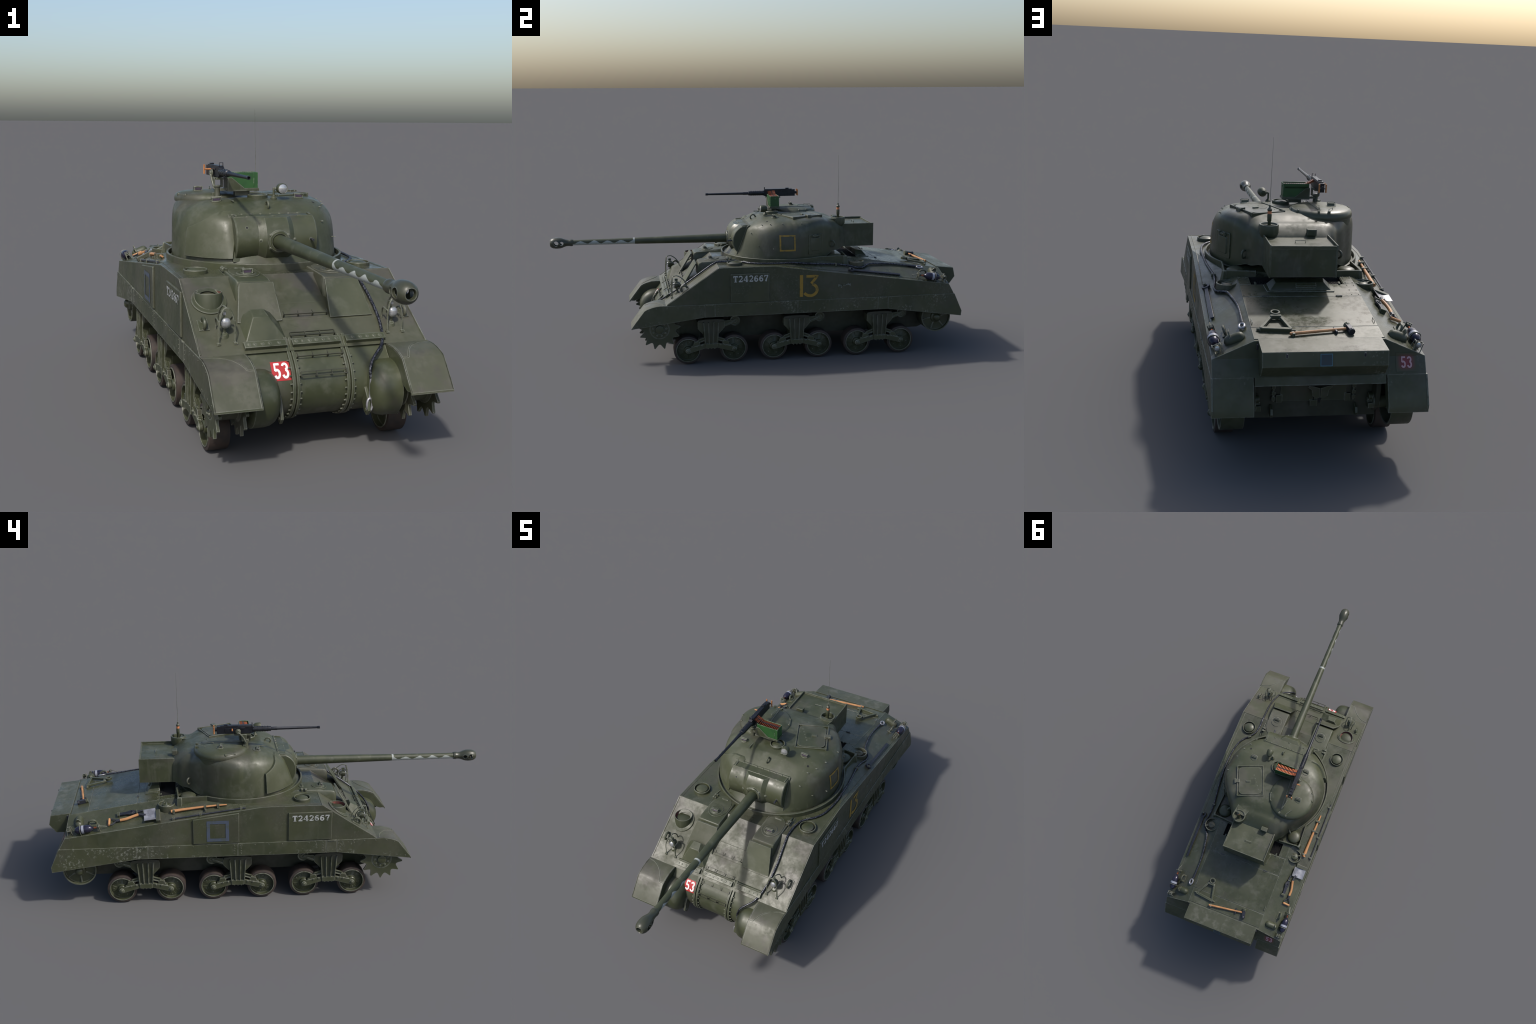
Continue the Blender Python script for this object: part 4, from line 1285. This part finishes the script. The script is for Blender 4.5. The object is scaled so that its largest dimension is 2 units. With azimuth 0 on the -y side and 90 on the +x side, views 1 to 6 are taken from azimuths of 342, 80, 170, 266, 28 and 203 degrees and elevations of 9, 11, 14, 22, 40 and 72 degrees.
for j in range(6):
    for a in range(0, 360, 60):
        aa = radians(a + (30 if j % 2 else 0))
        p = V((GX_ + .0115 * cos(aa), .066 - j * .0115, GZ_ + .0115 * sin(aa)))
        d_ = V((cos(aa), 0, sin(aa))); k.cyl(p - d_ * .001, p + d_ * .0006, .0030, n=8)
k.obj('cooling_hole', mg, kind='stuff')
k = M('brass', 'gun')
for s in (1, -1):
    k.cyl((GX_ + s * .013, .249, .742), (GX_ + s * .013, .249, .774), .0032, n=10)
    k.box((GX_ + s * .007, .248, .757), (.014, .004, .004), 'gun')
k.cyl((GX_ - .010, .168, .762), (GX_ - .030, .168, .762), .0030, n=10)
k.obj('grip', mg)
k = M('paint', 'gear')
k.lathe([(.014, .650), (.013, .672), (.0095, .680), (.0095, .705), (.012, .708), (.012, .713), (0, .713)], (-.134, .106, 0), n=18)
k.box((-.130, .122, .735), (.024, .075, .007)); k.box((-.1165, .115, .722), (.004, .022, .030)); k.box((-.1435, .115, .722), (.004, .022, .030))
k.box((-.130, .112, .709), (.030, .018, .006))
k.lathe([(0, 0), (.013, 0), (.013, .004), (.008, .007), (.008, .010), (0, .010)], (-.141, .142, .751), (-1, 0, 0), 18)
k.tube([(-.147, .142, .751), (-.147, .120, .725), (-.142, .108, .700)], .0035, 8)
k.obj('gun_mount', mg, bevel=.0008)
# ammunition box (open top) with belt
k = M('ammo_green', 'paint', 'under')
bx0, bx1, by0, by1, bz0, bz1 = -.1015, .0, .086, .1315, .6965, .7545
w_ = .0022
k.box(((bx0 + bx1) / 2, by0 + w_ / 2, (bz0 + bz1) / 2), (bx1 - bx0, w_, bz1 - bz0))
k.box(((bx0 + bx1) / 2, by1 - w_ / 2, (bz0 + bz1) / 2), (bx1 - bx0, w_, bz1 - bz0))
k.box((bx0 + w_ / 2, (by0 + by1) / 2, (bz0 + bz1) / 2), (w_, by1 - by0 - 2 * w_, bz1 - bz0))
k.box((bx1 - w_ / 2, (by0 + by1) / 2, (bz0 + bz1) / 2), (w_, by1 - by0 - 2 * w_, bz1 - bz0))
k.box(((bx0 + bx1) / 2, (by0 + by1) / 2, bz0 + .002), (bx1 - bx0 - .001, by1 - by0 - .001, .003))
k.box((bx1 - .014, by0 - .0006, .726), (.0016, .0014, .054)) ; k.box((bx1 - .006, (by0 + by1) / 2, bz1 - .012), (.016, .012, .006))
ab = k.obj('ammunition_box', tank, bevel=.0006)
k = M('paint')   # carrying tray
k.box(((bx0 + bx1) / 2 + .0005, (by0 + by1) / 2, .6945), (bx1 - bx0 + .006, by1 - by0 + .006, .0025))
for y_ in (by0 - .002, by1 + .002):
    k.prism([(bx0 - .003, .694), (bx1 + .003, .694), (bx1 + .003, .703), (bx0 + .055, .703), (bx0 + .012, .738), (bx0 - .003, .738)], y_ - .001, y_ + .001, 'y')
k.prism([(by0 - .003, .694), (by1 + .003, .694), (by1 + .003, .738), (by0 - .003, .738)], bx0 - .0032, bx0 - .0012, 'x')
k.prism([(by0 - .003, .694), (by1 + .003, .694), (by1 + .003, .703), (by0 - .003, .703)], bx1 + .0012, bx1 + .0032, 'x')
k.box((-.112, .108, .699), (.030, .030, .008)); k.box((-.050, .108, .686), (.05, .024, .016))
k.obj('box_tray', ab, bevel=.0006)
rd = M('copper', 'gun')
rd.lathe([(0, .0195), (.0014, .016), (.0026, .008), (.0030, .002), (.0030, -.001)], (0, 0, 0), (0, -1, 0), 8, 'copper')
rd.lathe([(.0036, -.0005), (.0042, -.004), (.0042, -.0195), (0, -.0195)], (0, 0, 0), (0, -1, 0), 8, 'copper')
rd.box((0, .002, .0035), (.0070, .005, .0016), 'gun')
first = None
for i in range(13):
    loc = (bx1 - .0065 - .0078 * i, .110, .749 if i < 11 else .749 + .004 * (i - 10))
    if first is None: first = rd.obj('cartridge', ab, loc=loc)
    else: again(first, loc)
for i, (x_, z_) in enumerate(((-.106, .759), (-.112, .763), (-.117, .766))):
    again(first, (x_, .110, z_))
for i in range(12):
    again(first, (bx1 - .010 - .0078 * i, .112, .7395))

# ------------------------------------------------------------------ running gear
def bogie_mesh(s):
    k = M('gear', 'under')
    k.T = Matrix.Diagonal((s, 1, 1, 1))
    k.box((.250, 0, .158), (.085, .066, .114), 'gear')
    face = [(-.0385, .2035), (-.0345, .143), (-.0275, .077), (.0275, .077), (.0345, .143), (.0385, .2035)]
    k.prism(face, .285, .3115, 'x')
    for y_ in (-.036, -.0125, .0125, .036):
        k.prism([(y_ - .0024, .2035), (y_ * .80 - .0022, .098), (y_ * .80 + .0022, .098), (y_ + .0024, .2035)], .311, .3215, 'x')
    k.prism([(-.0275, .077), (-.0295, .1000), (.0295, .1000), (.0275, .077)], .3105, .3205, 'x')
    # wings
    k.prism([(-.0375, .2035), (-.0630, .2035), (-.0630, .172), (-.0360, .143)], .262, .310, 'x')
    k.prism([(.0375, .2035), (.0660, .2060), (.0660, .176), (.0360, .143)], .262, .310, 'x')
    # roller arm
    k.prism([(.060, .206), (.112, .2085), (.118, .197), (.066, .178)], .282, .305, 'x')
    k.prism([(.060, .182), (.070, .178), (.117, .197), (.112, .203)], .303, .3085, 'x')
    # track skid on top
    k.prism([(-.066, .2045), (-.060, .2145), (-.03, .2185), (.03, .2185), (.060, .2145), (.066, .2045)], .245, .316, 'x', 'under')
    for y_ in (-.016, 0, .016):
        k.cyl((.316, y_, .078), (.316, y_, .0725), .0030, n=8)
    return k
def arm_mesh(s, e):
    """lower arm with hub eye, upper lever and bolts; e = towards which wheel"""
    k = M('gear')
    k.T = Matrix.Diagonal((s, e, 1, 1))
    hub = (.110, .067)
    eye = [(hub[0] + .0125 * cos(radians(a)), hub[1] + .0125 * sin(radians(a))) for a in range(-100, 81, 20)]
    k.prism([(.020, .080)] + eye + [(.062, .0925), (.020, .104)], .3065, .3165, 'x')
    k.prism([(.064, .088), (.096, .080), (.094, .0905), (.086, .0925), (.082, .108), (.060, .112), (.052, .098)], .300, .3135, 'x')
    k.prism([(.026, .128), (.062, .116), (.074, .108), (.070, .101), (.056, .104), (.024, .114)], .296, .308, 'x')
    k.prism([(.028, .132), (.064, .119), (.064, .1155), (.028, .128)], .306, .3125, 'x')
    k.prism([(.028, .1165), (.060, .1065), (.060, .103), (.028, .1125)], .306, .3125, 'x')
    for y_ in (.044, .068):
        k.cyl((.315, y_, .0935 - (y_ - .044) * .15), (.3205, y_, .0935 - (y_ - .044) * .15), .0034, n=10)
    k.lathe([(.0100, .312), (.0100, .3185), (.0070, .3205), (.0045, .3205), (.0045, .3225), (0, .3225)], (0, hub[0], hub[1]), (1, 0, 0), 16)
    k.cyl((.235, hub[0], hub[1]), (.312, hub[0], hub[1]), .007, n=12)
    # same arm on the inner side of the wheel
    k.prism([(.020, .080)] + eye + [(.062, .0925), (.020, .104)], .228, .236, 'x')
    return k
def wheel_mesh():
    k = M('gear', 'rubber')
    R_ = .067
    k.lathe([(.0560, .241), (.0640, .241), (.0662, .2425), (R_, .2455), (R_, .2975), (.0662, .3005), (.0640, .302), (.0560, .302)], (0, 0, 0), (1, 0, 0), 48, 'rubber')
    k.lathe([(.0562, .3020), (.0562, .3040), (.0535, .3045), (.0525, .3010), (.0520, .2865)], (0, 0, 0), (1, 0, 0), 48)
    k.lathe([(.0520, .2865), (.0500, .2850), (.0245, .2895), (.0200, .2925), (.0185, .3015), (.0150, .3050), (0, .3055)], (0, 0, 0), (1, 0, 0), 48, 'wheel')
    k.lathe([(0, .2390), (.0150, .2395), (.0185, .2420), (.0200, .251), (.0500, .257), (.0520, .256), (.0525, .2420), (.0535, .2385), (.0562, .2390), (.0562, .2410)], (0, 0, 0), (1, 0, 0), 48)
    for i in range(6):
        a0 = radians(60 * i + 5); a1 = radians(60 * i + 47)
        arc = [(.048 * cos(a0 + (a1 - a0) * j / 6), .048 * sin(a0 + (a1 - a0) * j / 6)) for j in range(7)]
        inn = [(.024 * cos(a1), .024 * sin(a1)), (.024 * cos(a0), .024 * sin(a0))]
        # shallow pressed wedge lying on the dish cone
        base = arc + inn
        cx_ = sum(p[0] for p in base) / 9; cy_ = sum(p[1] for p in base) / 9
        cone = lambda p, e: (.2895 - (sqrt(p[0] ** 2 + p[1] ** 2) - .0245) * .176 + e, p[0], p[1])
        topp = [(cx_ + (p[0] - cx_) * .84, cy_ + (p[1] - cy_) * .84) for p in base]
        n9 = len(base)
        k.add([cone(p, -.001) for p in base] + [cone(p, .0014) for p in topp],
              [tuple(range(n9, 2 * n9))] + [(q, (q + 1) % n9, n9 + (q + 1) % n9, n9 + q) for q in range(n9)], 'wheel')
        am = (a0 + a1) / 2
        k.cyl((.288, .038 * cos(am), .038 * sin(am)), (.2915, .038 * cos(am), .038 * sin(am)), .0020, n=8)
    return k
def roller_mesh():
    k = M('gear', 'under')
    k.lathe([(0, .238), (.015, .238), (.0245, .240), (.0250, .246), (.0250, .296), (.0240, .3005), (.0215, .3015), (.0205, .297), (.0105, .2965), (.0090, .302), (0, .303)], (0, 0, 0), (1, 0, 0), 28)
    return k
BY = (-.255, .1585, .5715)
wm = wheel_mesh(); rm = roller_mesh()
first_w = first_r = None
for s in (1, -1):
    fb = None; fa = {}
    for y_ in BY:
        if fb is None:
            fb = bogie_mesh(s).obj('bogie', tank, smooth=30, bevel=.0012, loc=(0, y_, 0)); bo = fb
        else:
            bo = again(fb, (0, y_, 0))
        for e in (1, -1):
            if e not in fa:
                fa[e] = arm_mesh(s, e).obj('suspension_arm', bo, smooth=35, bevel=.0009)
            else:
                again(fa[e], parent=bo)
            rot = (radians(random.uniform(0, 360)), 0, 0 if s > 0 else pi)
            loc = (0, e * .110, .067)
            if first_w is None:
                first_w = wm.obj('road_wheel', bo, smooth=35, loc=loc); first_w.rotation_euler = rot
            else:
                again(first_w, loc, rot, bo)
        rot = (0, 0, 0 if s > 0 else pi); loc = (0, .116, .202)
        if first_r is None:
            first_r = rm.obj('return_roller', bo, smooth=35, loc=loc)
        else:
            again(first_r, loc, rot, bo)

def sprocket_mesh():
    k = M('gear', 'iron', 'void')
    T_ = 13
    ring = []
    for i in range(T_):
        a = 2 * pi * i / T_
        for da, r_ in ((-.5, .0735), (-.36, .0760), (-.20, .0850), (-.055, .0970), (.055, .0970), (.20, .0850), (.36, .0760)):
            aa = a + da * 2 * pi / T_
            ring.append((r_ * cos(aa), r_ * sin(aa)))
    n = len(ring)
    for x0, x1 in ((.312, .3205), (.238, .2465)):
        hole = [(.030 * cos(atan2(p[1], p[0])), .030 * sin(atan2(p[1], p[0]))) for p in ring]
        vs = [(x0, *p) for p in ring] + [(x1, *p) for p in ring] + [(x0, *p) for p in hole] + [(x1, *p) for p in hole]
        fs = []
        for i in range(n):
            j = (i + 1) % n
            fs += [(i, j, n + j, n + i), (n + i, n + j, 3 * n + j, 3 * n + i), (2 * n + i, 2 * n + j, j, i)]
        k.add(vs, fs, 'gear')
    k.lathe([(.040, .232), (.058, .235), (.058, .246), (.050, .252), (.050, .306), (.058, .312), (.058, .316), (.0455, .3212), (.0445, .3195), (.0430, .3180)], (0, 0, 0), (1, 0, 0), 40)
    k.lathe([(.0432, .3180), (.0425, .3215), (.0405, .3228), (.0240, .3232), (.0225, .3216), (.0215, .3216), (.0205, .3235), (.0190, .3290), (.0150, .3305), (0, .3305)], (0, 0, 0), (1, 0, 0), 40)
    for i in range(9):
        a = 2 * pi * i / 9
        k.cyl((.322, .0315 * cos(a), .0315 * sin(a)), (.3265, .0315 * cos(a), .0315 * sin(a)), .0038, n=8)
    return k
def idler_mesh():
    k = M('gear')
    R_ = .0745
    k.lathe([(.0690, .234), (.0735, .233), (R_, .235), (R_, .3035), (.0735, .3055), (.0690, .3050), (.0680, .300), (.0672, .291), (.0640, .290), (.0300, .2975), (.0265, .3015), (.0255, .3080), (.0225, .3100), (.0195, .3120), (.0165, .3210), (.0100, .3265), (0, .3280)], (0, 0, 0), (1, 0, 0), 48)
    k.lathe([(0, .236), (.022, .236), (.024, .262), (.066, .272), (.069, .234)], (0, 0, 0), (1, 0, 0), 48)
    for i in range(6):
        a = radians(60 * i + 10)
        R3 = Matrix.Rotation(a, 3, 'X')
        k.box(R3 @ V((.2945, .046, 0)), (.008, .036, .0035), R=R3)
    return k
sm = sprocket_mesh().obj('drive_sprocket', tank, smooth=30, bevel=.0006, loc=(0, -.497, .182))
sm.rotation_euler = (radians(6), 0, 0)
again(sm, (0, -.497, .182), (radians(20), 0, pi))
im = idler_mesh().obj('idler_wheel', tank, smooth=35, loc=(0, .864, .1735))
again(im, (0, .864, .1735), (radians(25), 0, pi))

# ------------------------------------------------------------------ markings (thin paint laid on the surface)
def ribbon(path, width, step=.012):
    """2-D stroke -> list of quads; width number or (w0, w1)"""
    pts = [V(p) for p in path]
    w0, w1 = width if isinstance(width, tuple) else (width, width)
    dense = []
    for a, b in zip(pts, pts[1:]):
        n = max(1, int((b - a).length / step))
        dense += [a.lerp(b, i / n) for i in range(n)]
    dense.append(pts[-1])
    L, R = [], []
    N = len(dense)
    closed = (dense[0] - dense[-1]).length < 1e-4
    for i, p in enumerate(dense):
        a = dense[i - 1] if i else (dense[-2] if closed else p)
        b = dense[i + 1] if i < N - 1 else (dense[1] if closed else p)
        d_ = (b - a).normalized(); nrm = V((-d_.y, d_.x))
        w_ = (w0 + (w1 - w0) * i / (N - 1)) / 2
        L.append(p + nrm * w_); R.append(p - nrm * w_)
    return L, R
def arc2(cx, cy, rx, ry, a0, a1, n=20):
    return [(cx + rx * cos(radians(a0 + (a1 - a0) * i / n)), cy + ry * sin(radians(a0 + (a1 - a0) * i / n))) for i in range(n + 1)]
GLYPH = {   # heavy serif stencil figures, height 1
    'T': (.74, [([(.37, 0), (.37, 1)], .24), ([(.02, .91), (.72, .91)], .18), ([(.055, .92), (.055, .68)], .09), ([(.685, .92), (.685, .68)], .09), ([(.16, .045), (.58, .045)], .09)]),
    '2': (.70, [(arc2(.33, .70, .24, .24, 165, -25) + [(.40, .42), (.14, .14)], (.20, .13)), ([(.05, .10), (.64, .10)], .19), ([(.60, .08), (.60, .30)], .09)]),
    '4': (.76, [([(.50, 0), (.50, 1)], .22), ([(.46, .97), (.06, .32)], .10), ([(.0, .29), (.74, .29)], .12), ([(.32, .045), (.70, .045)], .09)]),
    '6': (.70, [(arc2(.34, .31, .22, .235, 0, 360, 28), .20), (arc2(.44, .42, .34, .50, 95, 190), (.12, .22)), ([(.42, .93), (.56, .80)], .16)]),
    '7': (.66, [([(.04, .90), (.64, .90)], .19), ([(.075, .92), (.075, .66)], .09), ([(.58, .84), (.36, .40), (.28, 0)], (.12, .26))]),
}
THIN = {
    '1': (.10, [([(.08, 0), (.08, 1)], .15)]),
    '3': (.62, [([(.02, .93), (.52, .93), (.24, .60)], .12), (arc2(.20, .31, .31, .27, 75, -150), .13)]),
}
BOLD = {
    '5': (.50, [([(.45, .925), (.10, .925)], .15), ([(.125, .98), (.105, .50)], .12), (arc2(.235, .32, .170, .240, 138, -155), .155)]),
    '3': (.50, [(arc2(.235, .735, .160, .19, 165, -85), .15), (arc2(.235, .30, .172, .228, 88, -165), .155)]),
}
def letters(mesh, text, glyphs, mapf, height, width, mat, gap=.10, off=.0012):
    tot = sum(glyphs[c][0] for c in text) + gap * (len(text) - 1)
    kx = width / tot
    x_ = 0.0; lay = 0
    for c in text:
        w_, strokes = glyphs[c]
        for path, wd in strokes:
            lay += 1
            L, R = ribbon(path, wd, .06)
            o = off + .00006 * (lay % 7)
            vs = [mapf((x_ + p.x) * kx, p.y * height, o) for p in L] + [mapf((x_ + p.x) * kx, p.y * height, o) for p in R]
            n = len(L)
            mesh.add(vs, [(i, n + i, n + i + 1, i + 1) for i in range(n - 1)], mat)
        x_ += w_ + gap
def square_outline(mesh, mapf, u0, u1, v0, v1, w_, mat, off=.0012):
    for i, (a, b, c, d_) in enumerate(((u0, u1, v0, v0 + w_), (u0, u1, v1 - w_, v1), (u0, u0 + w_, v0 + w_, v1 - w_), (u1 - w_, u1, v0 + w_, v1 - w_))):
        n = 10
        vs = []
        for q in range(n + 1):
            t_ = q / n
            if b - a > d_ - c:
                vs += [mapf(a + (b - a) * t_, c, off), mapf(a + (b - a) * t_, d_, off)]
            else:
                vs += [mapf(a, c + (d_ - c) * t_, off), mapf(b, c + (d_ - c) * t_, off)]
        mesh.add(vs, [(2 * q, 2 * q + 2, 2 * q + 3, 2 * q + 1) for q in range(n)], mat)
PT = .0065
k = M('white')
letters(k, 'T242667', GLYPH, lambda u, v, o: (W + PT + o, -.151 + u, .398 + v), .0305, .166, 'white')
k.obj('registration_number', hull, smooth=0)
k = M('white')
letters(k, 'T242667', GLYPH, lambda u, v, o: (-W - PT - o, -.083 - u, .396 + v), .0275, .165, 'white')
k.obj('registration_number', hull, smooth=0)
k = M('yellow')
letters(k, '13', THIN, lambda u, v, o: (W + o, .167 + u, .313 + v), .106, .097, 'yellow', gap=.18)
k.obj('tank_number', hull, smooth=0)
k = M('blue')
square_outline(k, lambda u, v, o: (-W - PT - o, -u, v), -.295, -.197, .312, .411, .0145, 'blue')
k.obj('squadron_square', hull, smooth=0)
k = M('yellow')
def on_turret(u, v, o):
    hit = TB.ray_cast(V((.6, u, v)), V((-1, 0, 0)))
    return hit[0] + hit[1] * o
square_outline(k, on_turret, .084, .161, .523, .600, .0075, 'yellow', .0016)
k.obj('squadron_square', turret, smooth=40)
k = M('navy', 'cyan')
def on_box(u, v, o):
    a = V((0, .989, .3945)); b = V((0, .9985, .3500)); q = a.lerp(b, 1 - v)
    d_ = (b - a).normalized(); nrm = V((0, -d_.z, d_.y))
    return V((-u, q.y, q.z)) + nrm * o
k.add([on_box(-.018, .06, .0012), on_box(.018, .06, .0012), on_box(.018, .85, .0012), on_box(-.018, .85, .0012)], [(0, 1, 2, 3)], 'navy')
square_outline(k, lambda u, v, o: on_box(u, v / .0455, o), -.019, .019, .0015, .0395, .0026, 'cyan', .0016)
k.obj('squadron_square', hull, smooth=0)
# red unit sign on the nose, wrapped on the cylinder
k = M('red', 'bright_white')
def on_nose_uv(u, v, o):
    a = v / NR
    y_, z_ = nosept(a, NR + o); return (u, y_, z_)
nv = 8; v0, v1 = .037, .091
vs = []
for i in range(nv + 1):
    v_ = v0 + (v1 - v0) * i / nv
    vs += [on_nose_uv(-.1445, v_, .001), on_nose_uv(-.0915, v_, .001)]
k.add(vs, [(2 * i, 2 * i + 1, 2 * i + 3, 2 * i + 2) for i in range(nv)], 'red')
letters(k, '53', BOLD, lambda u, v, o: on_nose_uv(-.1395 + u, v0 + .005 + v, o + .001), .0445, .044, 'bright_white', gap=.08)
k.obj('unit_sign', nose, smooth=40)
# faded unit sign at the rear left
def rear_pl(u, v, o):
    return (-u, rear_y(u, v) + o, v)
k = M('soft_red', 'pale_red')
n = 1
k.add([rear_pl(.240, .3035, .001), rear_pl(.308, .3035, .001), rear_pl(.308, .346, .001), rear_pl(.240, .346, .001)], [(0, 1, 2, 3)], 'soft_red')
k.add([rear_pl(.240, .346, .001), rear_pl(.308, .346, .001), (-.308, .9118 + .001, .3575), (-.240, .9118 + .001, .3575)], [(0, 1, 2, 3)], 'soft_red')
letters(k, '53', BOLD, lambda u, v, o: rear_pl(.256 + u, .3140 + v, o + .0006), .0320, .0365, 'pale_red', gap=.10)
k.obj('unit_sign', hull, smooth=0)
# small chalk scrawl on the right side
k = M('scribble')
scr = [[(0, 0), (.1, 1), (.2, .1), (.3, 1), (.38, .1), (.5, .6), (.58, .1), (.66, .6), (.55, -.5), (.46, -.35)], [(1.0, .9), (.92, .0), (1.15, .1), (1.35, .6), (1.25, .15), (1.45, .55), (1.5, .1), (1.72, .95), (1.66, .1), (1.85, .55), (1.95, .1), (2.1, .6), (2.0, -.4)]]
for st in scr:
    sp_ = [V((p[0], p[1], 0)) for p in st]
    L, R = ribbon([(p.x, p.y) for p in smoothpath(sp_, .08)], .09, .2)
    n = len(L)
    mp = lambda p: (W + .0012, .356 + p.x * .0285, .355 + p.y * .0125 + p.x * .003)
    k.add([mp(p) for p in L] + [mp(p) for p in R], [(i, n + i, n + i + 1, i + 1) for i in range(n - 1)])
k.obj('scrawl', hull, smooth=0)
